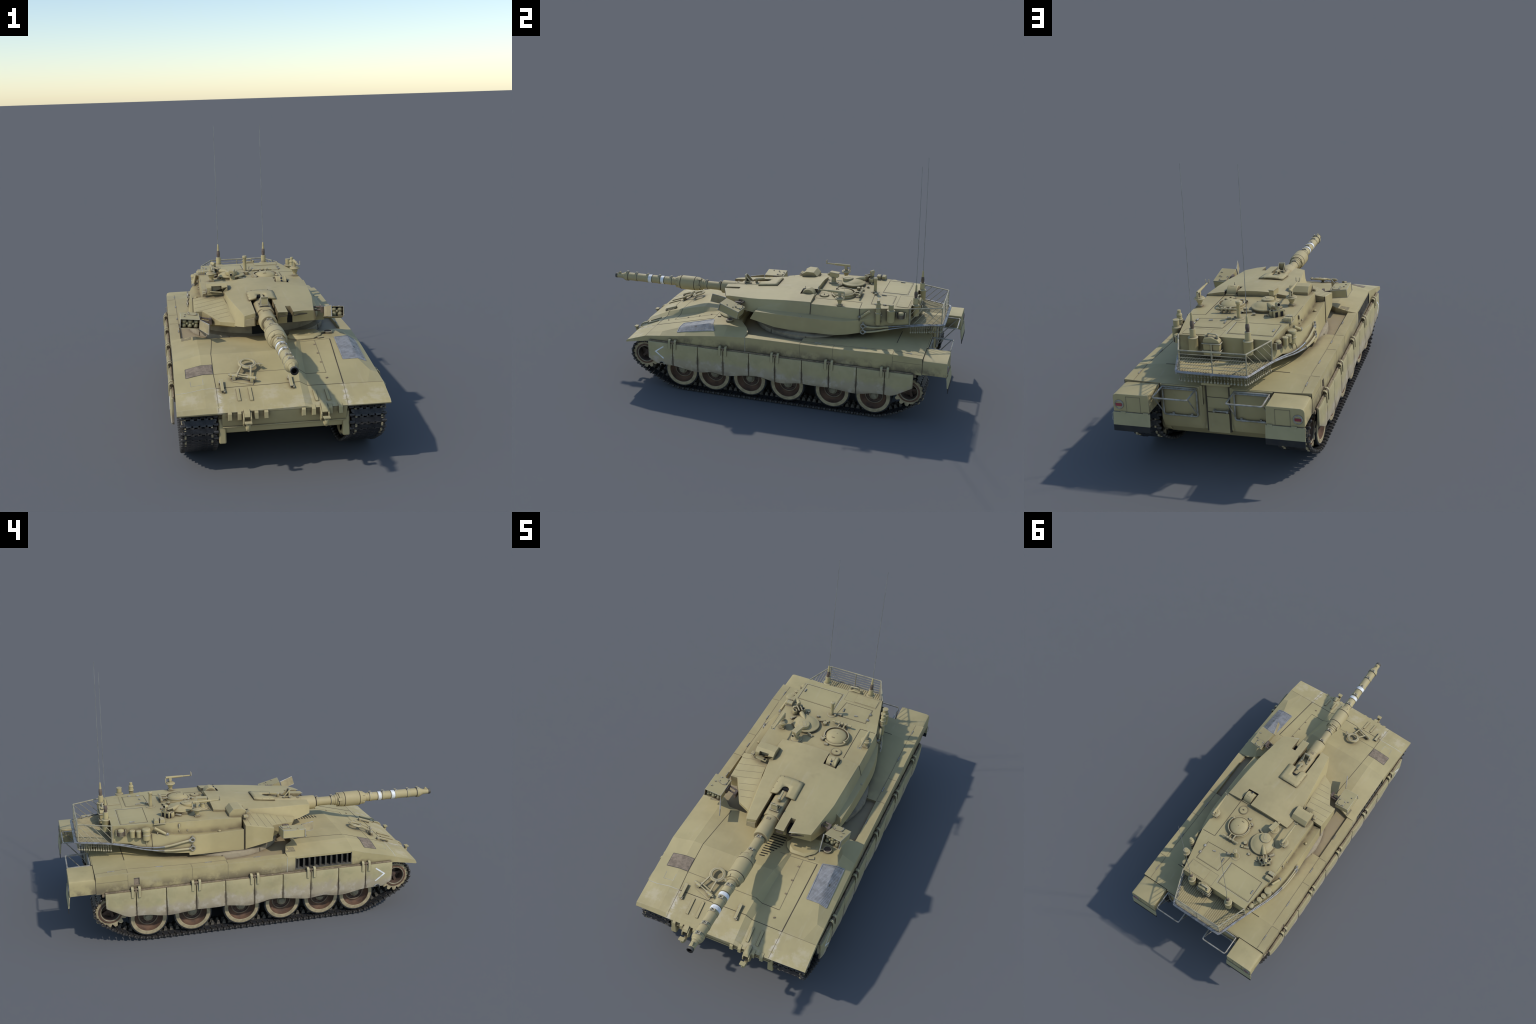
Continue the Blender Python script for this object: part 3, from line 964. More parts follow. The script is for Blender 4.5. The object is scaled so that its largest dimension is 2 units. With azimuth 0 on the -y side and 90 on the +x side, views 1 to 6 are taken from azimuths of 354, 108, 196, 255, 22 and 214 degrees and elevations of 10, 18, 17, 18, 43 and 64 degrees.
# local axes: x across, y along the run, +z towards the outside of the loop
link.join(span(-0.0535, 0.0535, -0.0098, 0.0098, -0.0045, 0.0038, 1))
for k in range(4):
    x = -0.0535 + 0.1070 * (k + 0.5) / 4
    link.join(span(x - 0.0098, x + 0.0098, 0.0090, 0.0155, -0.0040, 0.0036, 0))
for k in range(3):
    x = -0.0535 + 0.1070 * (k + 1) / 4
    link.join(span(x - 0.0072, x + 0.0072, -0.0155, -0.0090, -0.0040, 0.0036, 0))
for s in (-1, 1):
    link.join(span(s * 0.0535, s * 0.0625, -0.0120, 0.0095, -0.0042, 0.0040, 0))
    link.join(revolve([(0.0066, 0), (0.0074, 0.004), (0.0076, 0.0110), (0.0064, 0.0160), (0.0030, 0.0185)], (s * 0.0545, 0.0085, 0), (s, 0, 0), 10, 0))
    link.join(span(s * 0.0600, s * 0.0655, -0.0120, -0.0030, -0.0030, 0.0046, 0))
# twin guide horns on the inside
for s in (-1, 1):
    x = s * 0.0135
    link.join(loft([[(x - 0.0055, -0.0095, -0.004), (x + 0.0055, -0.0095, -0.004), (x + 0.0055, 0.0085, -0.004), (x - 0.0055, 0.0085, -0.004)],
                    [(x - 0.0035, -0.0050, -0.024), (x + 0.0035, -0.0050, -0.024), (x + 0.0035, 0.0045, -0.024), (x - 0.0035, 0.0045, -0.024)]], mat=2))
link_mesh = None
for s in (-1, 1):
    tr = bpy.data.objects.new("track", None)
    bpy.context.collection.objects.link(tr)
    set_parent(tr, None)
    for k in range(NLINK):
        d = cum[-1] * k / NLINK
        p, q = path_at(d), path_at(d + 0.004)
        t = (q - p).normalized()
        up = Vector((0, t.z, -t.y))          # outward for a loop running +y along the ground
        m = Matrix(((1, 0, 0), (0, t.y, t.z), (0, up.y, up.z))).transposed().to_4x4()
        if link_mesh is None:
            ob = build("track_link", link, [M_TRACK, M_TRACKPAD, M_TRACKDUST], tr, 0.0, 30)
            link_mesh = ob.data
        else:
            ob = bpy.data.objects.new("track_link", link_mesh)
            bpy.context.collection.objects.link(ob)
            ob.parent = tr
        pos = p + Vector((s * TX, 0, 0))
        ob.matrix_world = Matrix.Translation(pos) @ m

# road wheels
W_Z = 0.1120
tyre_p = [(0.078, -0.0545), (0.0905, -0.0545), (0.0945, -0.0525), (0.0945, -0.0165), (0.0905, -0.0145), (0.078, -0.0145)]
tyre_o = [(0.078, 0.0145), (0.0905, 0.0145), (0.0945, 0.0165), (0.0945, 0.0535), (0.0922, 0.0555), (0.0885, 0.0555), (0.080, 0.0545)]
rim_prof = [(0.070, -0.054), (0.087, -0.0550), (0.087, -0.0140), (0.060, -0.0140), (0.060, 0.0140), (0.087, 0.0140), (0.0872, 0.0562), (0.0858, 0.0578), (0.0700, 0.0585), (0.0685, 0.0570)]
dish_prof = [(0.0690, 0.0575), (0.0668, 0.0450), (0.0630, 0.0345), (0.0570, 0.0290), (0.0510, 0.0290), (0.0485, 0.0310)]
lip_prof = [(0.0490, 0.0305), (0.0470, 0.0330), (0.0435, 0.0335), (0.0425, 0.0320)]
dark_prof = [(0.0430, 0.0325), (0.0410, 0.0255), (0.0330, 0.0245), (0.0240, 0.0300), (0.0215, 0.0310)]
hub_prof = [(0.0235, 0.0270), (0.0235, 0.0400), (0.0222, 0.0435), (0.0190, 0.0440), (0.0180, 0.0500), (0.0150, 0.0545), (0.0090, 0.0575), (0.001, 0.0585)]
X0 = (0, 0, 0)
AX = (1, 0, 0)
g_tyre = revolve(tyre_p, X0, AX, 40, 0, caps=False).join(revolve(tyre_o, X0, AX, 40, 0, caps=False))
g_rim = revolve(rim_prof, X0, AX, 40, 0, caps=False)
g_dish = revolve(dish_prof, X0, AX, 40, 0, caps=False).join(revolve(dark_prof, X0, AX, 40, 1, caps=False))
g_dish.join(revolve(lip_prof, X0, AX, 40, 2, caps=False))
g_dish.join(revolve([(0.068, -0.040), (0.02, -0.045), (0.001, -0.045)], X0, AX, 24, 1, caps=False))
g_hub = revolve(hub_prof, X0, AX, 24, 0, caps=False)
for k in range(10):
    a = 2 * math.pi * k / 10
    g_hub.join(bolt((0.0295, 0.0330 * math.cos(a), 0.0330 * math.sin(a)), (1, 0, 0), 0.0026, 0.0025, 1))
protos = None
WHEELS = [-0.434, -0.248, -0.046, 0.163, 0.407, 0.623]
for s in (-1, 1):
    for y in WHEELS:
        at = Matrix.Translation((s * TX, y, W_Z)) @ Matrix.Rotation(0 if s > 0 else math.pi, 4, "Z") @ Matrix.Rotation(rnd.uniform(0, 6.28), 4, "X")
        if protos is None:
            w = build("road_wheel", g_rim, M_RIM, None, 0, 30)
            parts = [build("tyre", g_tyre, M_RUBBER, w, 0, 30), build("wheel_dish", g_dish, [M_RUST, M_DARKRUST, M_LIP], w, 0, 40), build("wheel_hub", g_hub, [M_HUB, M_DARKRUST], w, 0, 40)]
            protos = [w.data] + [p.data for p in parts]
            w.matrix_world = at
        else:
            w = bpy.data.objects.new("road_wheel", protos[0])
            bpy.context.collection.objects.link(w)
            w.parent = TANK
            w.matrix_world = at
            for nm, me in zip(("tyre", "wheel_dish", "wheel_hub"), protos[1:]):
                o = bpy.data.objects.new(nm, me)
                bpy.context.collection.objects.link(o)
                o.parent = w


def gear_ring(x0, x1, teeth, r_root, r_tip, r_in, mat=0):
    outer = []
    for k in range(teeth):
        for f, r in ((-0.36, r_root), (-0.30, lerp(r_root, r_tip, 0.45)), (-0.16, r_tip), (0.16, r_tip), (0.30, lerp(r_root, r_tip, 0.45)), (0.36, r_root), (0.50, r_root - 0.004)):
            outer.append(((k + f) / teeth * 2 * math.pi, r))
    n = len(outer)
    rings = []
    for x, rr in ((x0, None), (x0, 1), (x1, 1), (x1, None)):
        rings.append([(x, (r if rr else r_in) * math.cos(a), (r if rr else r_in) * math.sin(a)) for a, r in outer])
    return loft(rings, mat=mat, loop=True)


spro = None
for s in (-1, 1):
    for y, z, ph in ((-0.645, 0.184, 0.1), (0.804, 0.166, 0.0)):
        at = Matrix.Translation((s * TX, y, z)) @ Matrix.Rotation(0 if s > 0 else math.pi, 4, "Z") @ Matrix.Rotation(ph, 4, "X")
        if spro is None:
            g1 = gear_ring(0.0500, 0.0575, 15, 0.0690, 0.0815, 0.050, 0).join(gear_ring(-0.0510, -0.0430, 15, 0.0665, 0.0805, 0.055, 0))
            g2 = revolve([(0.0570, 0.0560), (0.0570, 0.0595), (0.0555, 0.0603), (0.0470, 0.0600)], X0, AX, 36, 0, caps=False)
            for k in range(18):
                a = 2 * math.pi * k / 18
                g2.join(bolt((0.0602, 0.0518 * math.cos(a), 0.0518 * math.sin(a)), (1, 0, 0), 0.0020, 0.0018, 0))
            g2.join(revolve([(0.0472, 0.0606), (0.0450, 0.0610), (0.0430, 0.0580), (0.0415, 0.020), (0.0415, -0.05)], X0, AX, 36, mats=[1, 1, 2, 2], caps=False))
            g3 = revolve([(0.0435, 0.010), (0.030, 0.012), (0.016, 0.020), (0.015, 0.034), (0.001, 0.036)], X0, AX, 24, 0, caps=False)
            for k in range(5):
                a = 2 * math.pi * k / 5
                d = Vector((0, math.cos(a), math.sin(a)))
                g3.join(box(Vector((0.022, 0, 0)) + d * 0.028, (0.012, 0.034, 0.013), Matrix.Rotation(a, 3, "X")))
            w = build("sprocket", g1, M_RIM, None, 0.0008, 40)
            parts = [build("sprocket_ring", g2, [M_RUST, M_HUB, M_DARKRUST], w, 0, 40), build("sprocket_spider", g3, M_DARKRUST, w, 0, 40)]
            spro = [w.data] + [p.data for p in parts]
            w.matrix_world = at
        else:
            w = bpy.data.objects.new("sprocket", spro[0])
            bpy.context.collection.objects.link(w)
            w.parent = TANK
            w.matrix_world = at
            for nm, me in zip(("sprocket_ring", "sprocket_spider"), spro[1:]):
                o = bpy.data.objects.new(nm, me)
                bpy.context.collection.objects.link(o)
                o.parent = w

# suspension arms and springs glimpsed between the wheels
arms = Geo()
for s in (-1, 1):
    for y in WHEELS:
        a = Vector((s * 0.245, y + (0.075 if y < 0.1 else -0.075), 0.150))
        b = Vector((s * 0.262, y, W_Z))
        arms.join(cyl(a, b, 0.018, 0.015, 10))
        arms.join(cyl((s * 0.232, a.y, a.z), (s * 0.268, a.y, a.z), 0.027, seg=16))
        arms.join(cyl((s * 0.255, y, W_Z), (s * 0.30, y, W_Z), 0.016, seg=12))
    for y in (-0.35, -0.10, 0.28, 0.52):
        arms.join(cyl((s * 0.236, y, 0.216), (s * 0.345, y, 0.216), 0.017, seg=14))
build("suspension_arm", arms, M_DARKRUST, hull)

# ---- side skirts
SEAMS = [-0.6115 + 0.1439 * k for k in range(11)]
EDGE = [(-0.613, 0.184), (-0.560, 0.156), (-0.520, 0.1545), (-0.468, 0.152), (-0.440, 0.1495), (-0.40, 0.1425), (-0.36, 0.1355), (-0.324, 0.1325), (-0.288, 0.137), (-0.253, 0.1455),
        (-0.215, 0.1415), (-0.180, 0.135), (-0.145, 0.1365), (-0.103, 0.1435), (-0.060, 0.1505), (-0.036, 0.1535), (0.000, 0.1565), (0.031, 0.1555), (0.070, 0.1465), (0.107, 0.1375), (0.145, 0.1365),
        (0.19, 0.1425), (0.225, 0.148), (0.251, 0.1495), (0.30, 0.1475), (0.35, 0.1475), (0.396, 0.1485), (0.45, 0.1435), (0.50, 0.1375), (0.540, 0.1355), (0.58, 0.141), (0.62, 0.1495), (0.650, 0.151),
        (0.684, 0.152), (0.714, 0.150), (0.735, 0.156), (0.828, 0.207)]


def skirt_bottom(y):
    for a, b in zip(EDGE, EDGE[1:]):
        if a[0] <= y <= b[0]:
            return lerp(a[1], b[1], (y - a[0]) / (b[0] - a[0]))
    return EDGE[-1][1] if y > 0 else EDGE[0][1]


def skirt_x(s, y, z, u, t):
    # softly pillowed panel, a little dented, its rim turned in
    e = min(u, 1 - u) * 2
    wob = mnoise.noise(Vector((y * 9 + 3 * s, z * 16, s * 2.0))) * 0.0026 * min(1, e * 3)
    side = 1 - (1 - min(1, e * 2.0)) ** 2
    foot = 1 - (1 - min(1, (1 - t) * 4.0)) ** 2
    head = 1 - (1 - min(1, t * 5.0)) ** 2
    return 0.4195 + 0.0062 * (0.25 + 0.75 * side) * (0.45 + 0.55 * foot) * (0.55 + 0.45 * head) + wob


def skirt(s, y0, y1):
    NY, NZ = 14, 12
    rings = []
    outer, inner = [], []
    for j in range(NZ + 1):
        t = j / NZ
        ro, ri = [], []
        for i in range(NY + 1):
            u = i / NY
            y = lerp(y0, y1, u)
            z = lerp(0.2795, skirt_bottom(y), t)
            x = skirt_x(s, y, z, u, t)
            taper = 0
            ro.append((s * x, y, z))
            ri.append((s * (0.4125 + taper), y, z))
        outer.append(ro)
        inner.append(ri)
    for o, i in zip(outer, inner):
        rings.append(o + list(reversed(i)))
    return loft(rings)


for s in (-1, 1):
    for k in range(10):
        y0, y1 = SEAMS[k] + 0.0016, SEAMS[k + 1] - 0.0016
        g = skirt(s, y0, y1)
        sk = build("side_skirt", g, M_SKIRT, hull, 0.0014, 40)
        if k == 0:
            tip, up, dn = Vector((-0.5655, 0.2265)), Vector((-0.519, 0.2595)), Vector((-0.519, 0.1905))
            outer, inner = [], []
            d1, d2 = (tip - up).normalized(), (dn - tip).normalized()
            n1, n2 = Vector((-d1.y, d1.x)), Vector((-d2.y, d2.x))
            nm = (n1 + n2).normalized() * (1 / max(0.3, (n1 + n2).normalized().dot(n1)))
            K = 8
            spine = [(up.lerp(tip, q / K), n1 if q < K else nm) for q in range(K + 1)] + [(tip.lerp(dn, q / K), n2) for q in range(1, K + 1)]
            rings = []
            for c, nn in spine:
                r = []
                for w in (-0.0033, 0.0033):
                    q = c + nn * w
                    u, t = (q.x - y0) / (y1 - y0), (0.2795 - q.y) / (0.2795 - skirt_bottom(q.x))
                    r.append((skirt_x(s, q.x, q.y, u, t), q.x, q.y))
                (xa, ya, za), (xb, yb, zb) = r
                rings.append([(s * (xa - 0.002), ya, za), (s * (xa + 0.0007), ya, za), (s * (xb + 0.0007), yb, zb), (s * (xb - 0.002), yb, zb)])
            ch = loft(rings)
            build("chevron_marking", ch, M_WHITE, sk)
            # grey arc and black half disc in place of a notch, near the lower edge
            nt_ = Geo()
            arc = [(math.cos(t) * 0.0165, math.sin(t) * 0.0125) for t in (math.pi * q / 10 for q in range(11))]
            nt_.join(loft([[(s * 0.4120, -0.531 + a, 0.1600 + b) for a, b in arc], [(s * 0.4252, -0.531 + a, 0.1600 + b) for a, b in arc]], mat=0))
            arc2 = [(a * 0.70, b * 0.70) for a, b in arc]
            nt_.join(loft([[(s * 0.4120, -0.5325 + a, 0.1595 + b) for a, b in arc2], [(s * 0.4258, -0.5325 + a, 0.1595 + b) for a, b in arc2]], mat=1))
            build("notch_disc", nt_, [M_STEEL, M_BLACK], sk)
    rod = Geo()
    rod.join(cyl((s * 0.4115, -0.606, 0.2815), (s * 0.4115, 0.826, 0.2815), 0.0038, seg=8))
    rod.join(span(s * 0.401, s * 0.409, -0.600, 0.84, 0.262, 0.2755))
    build("skirt_rod", rod, M_ROD, hull)
    for k in (1, 3, 5, 7, 9):
        for o in (-0.0165, 0.0165):
            y = SEAMS[k] + o
            pts = [(0.4035, 0.283), (0.4055, 0.295), (0.4115, 0.3015), (0.4195, 0.3005), (0.4255, 0.2940), (0.4272, 0.283), (0.4275, 0.250)]
            poly = []
            off = 0.0034
            P = [Vector((x, z)) for x, z in pts]
            out_, in_ = [], []
            for i, p in enumerate(P):
                d = (P[min(i + 1, len(P) - 1)] - P[max(i - 1, 0)]).normalized()
                nn = Vector((-d.y, d.x))
                out_.append(p + nn * off / 2)
                in_.append(p - nn * off / 2)
            poly = out_ + list(reversed(in_))
            g = loft([[(s * p.x, y - 0.0060, p.y) for p in poly], [(s * p.x, y + 0.0060, p.y) for p in poly]])
            build("skirt_hook", g, M_SKIRT, hull, 0.0006)
        pin = cyl((s * 0.4175, SEAMS[k] - 0.011, 0.289), (s * 0.4175, SEAMS[k] + 0.011, 0.289), 0.0052, seg=10)
        pin.join(box((s * 0.4165, SEAMS[k], 0.284), (0.009, 0.009, 0.018)))
        build("hook_pin", pin, M_ROD, hull)

# ================================================================ TURRET
LW = [(-0.04, -0.145, 0.48), (0.1285, -0.190, 0.480), (0.129, -0.2500, 0.4790), (0.25, -0.2490, 0.4745), (0.4035, -0.2485, 0.4765), (0.46, -0.2475, 0.481), (0.512, -0.2455, 0.4860), (0.575, -0.2400, 0.493), (0.62, -0.2340, 0.496), (0.68, -0.2250, 0.497), (0.763, -0.2140, 0.497)]


def ledge_root(y):
    for a, b in zip(LW, LW[1:]):
        if y <= b[0]:
            t = (y - a[0]) / (b[0] - a[0])
            return lerp(a[1], b[1], t), lerp(a[2], b[2], t)
    return LW[-1][1:]


def trow(y, rb, rl, rw, rt, crown, lt, ll, lb):
    """cross-section of the turret: right bottom, ledge edge, ledge root, roof edge, centre, left roof edge, ledge edge, bottom"""
    P = lambda p: (p[0], p[2] if len(p) > 2 else y, p[1])
    mid = lambda a, b, c: (lerp(a[0], b[0], c), y, lerp(a[1], b[1], c))
    return [P(rb), P(rl), P(rw), P(rt), mid(rt, (0, crown), 0.5), (0, y, crown), mid(lt, (0, crown), 0.5), P(lt), (ledge_root(y)[0], y, ledge_root(y)[1]), P(ll), P(lb)]


ROWS = [
    trow(-0.040, (0.281, 0.420, -0.074), (0.281, 0.4645, -0.049), (0.257, 0.470, -0.040), (0.225, 0.500), 0.515, (-0.13, 0.505), (-0.15, 0.47), (-0.15, 0.405)),
    trow(0.065, (0.289, 0.3915), (0.287, 0.465), (0.262, 0.475), (0.238, 0.522), 0.53, (-0.148, 0.522), (-0.17, 0.475), (-0.18, 0.40)),
    trow(0.1285, (0.292, 0.389), (0.289, 0.465), (0.263, 0.476), (0.244, 0.527), 0.533, (-0.150, 0.527), (-0.20, 0.475), (-0.20, 0.378)),
    trow(0.1290, (0.292, 0.389), (0.289, 0.465), (0.263, 0.476), (0.244, 0.527), 0.533, (-0.246, 0.5285), (-0.2925, 0.485), (-0.2935, 0.3775)),
    trow(0.250, (0.295, 0.388), (0.291, 0.465), (0.263, 0.4775), (0.2465, 0.529), 0.5385, (-0.246, 0.534), (-0.2955, 0.482), (-0.299, 0.381)),
    trow(0.355, (0.294, 0.388), (0.290, 0.4645), (0.262, 0.4755), (0.2460, 0.530), 0.5395, (-0.246, 0.536), (-0.2965, 0.480), (-0.305, 0.3825)),
    trow(0.4035, (0.290, 0.389), (0.285, 0.4645), (0.260, 0.4745), (0.2455, 0.5305), 0.5395, (-0.245, 0.537), (-0.295, 0.4805), (-0.306, 0.3835)),
    trow(0.4040, (0.290, 0.389), (0.285, 0.4645), (0.260, 0.4745), (0.2455, 0.5305), 0.5395, (-0.245, 0.537), (-0.295, 0.4805), (-0.305, 0.3965)),
    trow(0.460, (0.280, 0.396), (0.275, 0.4675), (0.258, 0.4745), (0.2445, 0.531), 0.5395, (-0.2445, 0.538), (-0.2865, 0.484), (-0.300, 0.399)),
    trow(0.512, (0.266, 0.405), (0.2615, 0.4745), (0.2560, 0.4775), (0.2430, 0.5315), 0.5390, (-0.2435, 0.538), (-0.272, 0.488), (-0.293, 0.402)),
    trow(0.575, (0.250, 0.414), (0.2450, 0.480), (0.2400, 0.490), (0.2290, 0.534), 0.5385, (-0.2370, 0.538), (-0.2520, 0.494), (-0.2790, 0.412)),
    trow(0.620, (0.2360, 0.428), (0.2340, 0.482), (0.2300, 0.492), (0.2190, 0.535), 0.5385, (-0.2310, 0.538), (-0.2440, 0.494), (-0.2610, 0.427)),
    trow(0.680, (0.2120, 0.4455), (0.2110, 0.484), (0.2095, 0.494), (0.2060, 0.537), 0.5385, (-0.2240, 0.5375), (-0.2280, 0.494), (-0.2360, 0.4455)),
    trow(0.7625, (0.1880, 0.4460), (0.1880, 0.485), (0.1875, 0.495), (0.1870, 0.5385), 0.5395, (-0.2140, 0.5370), (-0.2140, 0.494), (-0.2140, 0.4460)),
]
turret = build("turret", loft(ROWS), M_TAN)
add_bevel(turret, 0.0022, 2)
shade(turret.data, 24)


def roof_z(x, y):
    for a, b in zip(ROWS, ROWS[1:]):
        if a[5][1] <= y <= b[5][1]:
            t = (y - a[5][1]) / max(1e-9, b[5][1] - a[5][1])
            def h(r):
                pts = sorted((p[0], p[2]) for p in r[3:8])
                for p, q in zip(pts, pts[1:]):
                    if p[0] <= x <= q[0]:
                        return lerp(p[1], q[1], (x - p[0]) / (q[0] - p[0]))
                return pts[0][1] if x < pts[0][0] else pts[-1][1]
            return lerp(h(a), h(b), t)
    return 0.5385


# turret ring
ring = revolve([(0.316, 0.0), (0.314, 0.026), (0.286, 0.034), (0.282, 0.085), (0.001, 0.085)], (0, 0.200, 0.345), (0, 0, 1), 40, caps=False)
build("turret_ring", ring, M_RINGWALL, turret, 0, 30)
seam = Geo()
for a in (-150, -118, -62, -30, 8, 172):
    t = math.radians(a)
    seam.join(box((0.3145 * math.cos(t), 0.2 + 0.3145 * math.sin(t), 0.356), (0.004, 0.003, 0.026), Matrix.Rotation(t, 3, "Z")))
build("ring_joint", seam, M_SEAM, turret)
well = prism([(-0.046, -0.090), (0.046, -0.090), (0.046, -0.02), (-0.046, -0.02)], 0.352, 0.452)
build("gun_well_block", well, M_BLACK, turret)  # near-black block stands in for the dark well

# -------- bolted front roof plate
def plate_z(x, y):
    ks = [(-0.30, 0.513), (-0.275, 0.5165), (-0.10, 0.530), (0.013, 0.543), (0.12, 0.5545), (0.25, 0.5635)]
    z = ks[-1][1]
    for a, b in zip(ks, ks[1:]):
        if y <= b[0]:
            z = lerp(a[1], b[1], (y - a[0]) / (b[0] - a[0]))
            break
    t = max(0, min(1, (y + 0.275) / 0.525))
    k = lerp(0.27, 0.42, t) if x >= 0 else lerp(0.95, 0.72, t)
    return z - k * x * x


def plate_row(lb, lt, a, b, c, rt, rb):
    def T(p):
        return (p[0], p[1], p[2] if len(p) > 2 else plate_z(*p))
    mids = []
    top = [T(lt), T(a), ((a[0] + b[0]) / 2, (a[1] + b[1]) / 2, plate_z((a[0] + b[0]) / 2, (a[1] + b[1]) / 2)), T(b), T(c), T(((c[0] + rt[0]) / 2, (c[1] + rt[1]) / 2)), T(rt)]
    return [lb] + top + [rb]


PR = []
PR.append(plate_row((-0.0985, -0.2715, 0.4575), (-0.0955, -0.2720, 0.5045), (-0.050, -0.2700), (0.050, -0.2810), (0.113, -0.2755), (0.2030, -0.2370, 0.5045), (0.2045, -0.2350, 0.4610)))
for y, xl, xlb, zlb, xr, xrb, zrb in ((-0.215, -0.1045, -0.122, 0.447, 0.2070, 0.2120, 0.4560), (-0.15, -0.1140, -0.141, 0.440, 0.2162, 0.2320, 0.4500), (-0.098, -0.1220, -0.150, 0.448, 0.2237, 0.2440, 0.4480),
                                 (-0.034, -0.1318, -0.156, 0.460, 0.2330, 0.2620, 0.4480), (0.013, -0.1387, -0.158, 0.47, 0.2350, 0.2625, 0.4600), (0.065, -0.1465, -0.160, 0.48, 0.2378, 0.2625, 0.4680),
                                 (0.102, -0.1520, -0.161, 0.50, 0.2395, 0.2628, 0.4705), (0.16, -0.1535, -0.1545, 0.50, 0.2420, 0.2630, 0.4740), (0.213, -0.1530, -0.1540, 0.50, 0.2440, 0.2632, 0.4765), (0.2495, -0.1480, -0.149, 0.50, 0.2460, 0.2634, 0.4785)):
    PR.append(plate_row((xlb, y, zlb), (xl, y), (-0.050, y), (0.050, y), (0.113, y), (xr, y), (xrb, y, zrb)))
front = build("front_armour", loft(PR), [M_TAN, M_SEAM], turret)
cut(front, [
    span(-0.0485, 0.0465, -0.32, -0.036, 0.40, 0.60, 0),
    span(0.0875, 0.1115, -0.32, -0.192, 0.40, 0.60, 0),
    span(0.0955, 0.1610, 0.169, 0.27, 0.528, 0.62, 1),
])
add_bevel(front, 0.0028, 2)
shade(front.data, 24)
# recessed panels on the noses of the armour blocks
pn = Geo()
pn.join(hexa([(-0.0945, -0.2735, 0.462), (-0.0530, -0.2725, 0.459), (-0.053, -0.26, 0.459), (-0.0945, -0.26, 0.462)],
             [(-0.0930, -0.2735, 0.4880), (-0.0530, -0.2725, 0.495), (-0.053, -0.26, 0.495), (-0.0930, -0.26, 0.4880)]))
build("nose_panel", pn, M_INSIDE, front, 0.001)
sm = Geo()
for x0, x1, y0, y1, z in ((0.0515, 0.0855, -0.2815, -0.2785, 0.4965), (0.1135, 0.175, -0.2760, -0.2500, 0.4955)):
    n = 6
    sm.join(loft([[(lerp(x0, x1, t), lerp(y0, y1, t) - 0.0007, z - 0.0011), (lerp(x0, x1, t), lerp(y0, y1, t) + 0.008, z - 0.0011), (lerp(x0, x1, t), lerp(y0, y1, t) + 0.008, z + 0.0011), (lerp(x0, x1, t), lerp(y0, y1, t) - 0.0007, z + 0.0011)] for t in (k / n for k in range(n + 1))]))
build("armour_joint", sm, M_SEAM, front)
hl = Geo()
# co-axial slot darkness
hl.join(span(0.0885, 0.1105, -0.235, -0.1935, 0.458, 0.490))
build("slot_shadow", hl, M_BLACK, front)

# thin hatched joints of the roof plate
def roof_line(g, pts, zf, w=0.0022, h=0.0006, n=8):
    P = [Vector((x, y, zf(x, y))) for x, y in fine(pts, n)]
    g.join(strip(P, w, h))


# left cheek wedge
CK = [(-0.158, 0.122, 0.524), (-0.292, 0.121, 0.5055), (-0.2950, -0.026, 0.4765), (-0.2590, -0.027, 0.4790), (-0.190, -0.150, 0.4545), (-0.126, -0.181, 0.4440), (-0.131, -0.172, 0.4760)]
# the outline runs inner rear, outer rear, outer front, notch, front bevel, tip, inner front
ckt = [CK[0], CK[1], CK[2], CK[3], (-0.1905, -0.150, 0.4570), (-0.1255, -0.1815, 0.4570), (-0.118, -0.150, 0.4800), (-0.150, 0.02, 0.505)]
ckb = [(-0.158, 0.122, 0.378), (-0.2935, 0.122, 0.3785), (-0.2945, -0.018, 0.4080), (-0.262, -0.020, 0.4120), (-0.191, -0.148, 0.4400), (-0.1250, -0.180, 0.4360), (-0.118, -0.150, 0.43), (-0.150, 0.02, 0.40)]
ck = loft([ckb, ckt])
cheek = build("cheek_armour", ck, M_TAN, turret)
add_bevel(cheek, 0.002, 2)
# weld seams across the wedge
wl = Geo()
for t in (0.08, 0.20, 0.33, 0.47, 0.60, 0.73, 0.86):
    y = lerp(0.10, -0.16, t)
    xo = -0.289 if y > -0.02 else lerp(-0.255, -0.135, min(1, (-0.02 - y) / 0.145))
    def cz(x):
        zi, zo = lerp(0.521, 0.478, t), (lerp(0.5055, 0.4765, (0.121 - y) / 0.147) if y > -0.026 else lerp(0.479, 0.457, (-0.027 - y) / 0.125))
        xi = -0.152
        return lerp(zi, zo, (x - xi) / (xo - xi)) + 0.0
    a, b = (-0.158, y), (xo, y - 0.006)
    P = [Vector((lerp(a[0], b[0], k / 6), lerp(a[1], b[1], k / 6), 0)) for k in range(7)]
    for p in P:
        p.z = cz(p.x)
    wl.join(strip(P, 0.0014, 0.0004))
# build later, projected on to the wedge
def project(geo_pts, ob, lift=0.0):
    dg = bpy.context.evaluated_depsgraph_get()
    e = ob.evaluated_get(dg)
    out = []
    for x, y in geo_pts:
        ok, loc, nor, idx = e.ray_cast(Vector((x, y, 2.0)), Vector((0, 0, -1)))
        out.append(Vector((x, y, (loc.z if ok else 0.5) + lift)))
    return out


bpy.context.view_layer.update()
wl = Geo()
for a, b in (((-0.160, 0.100), (-0.288, 0.090)), ((-0.160, 0.066), (-0.290, 0.052)), ((-0.158, 0.030), (-0.291, 0.012)), ((-0.154, -0.006), (-0.288, -0.024)), ((-0.150, -0.042), (-0.237, -0.053)), ((-0.147, -0.078), (-0.217, -0.086)), ((-0.143, -0.114), (-0.197, -0.119))):
    wl.join(strip(project(fine([a, b], 8), cheek), 0.0014, 0.0004))
build("weld_seam", wl, M_SOFTSEAM, cheek)
gl = Geo()
gl.join(strip(project(fine([(-0.2425, 0.34), (-0.242, 0.49)], 4), turret), 0.001, 0.0003))
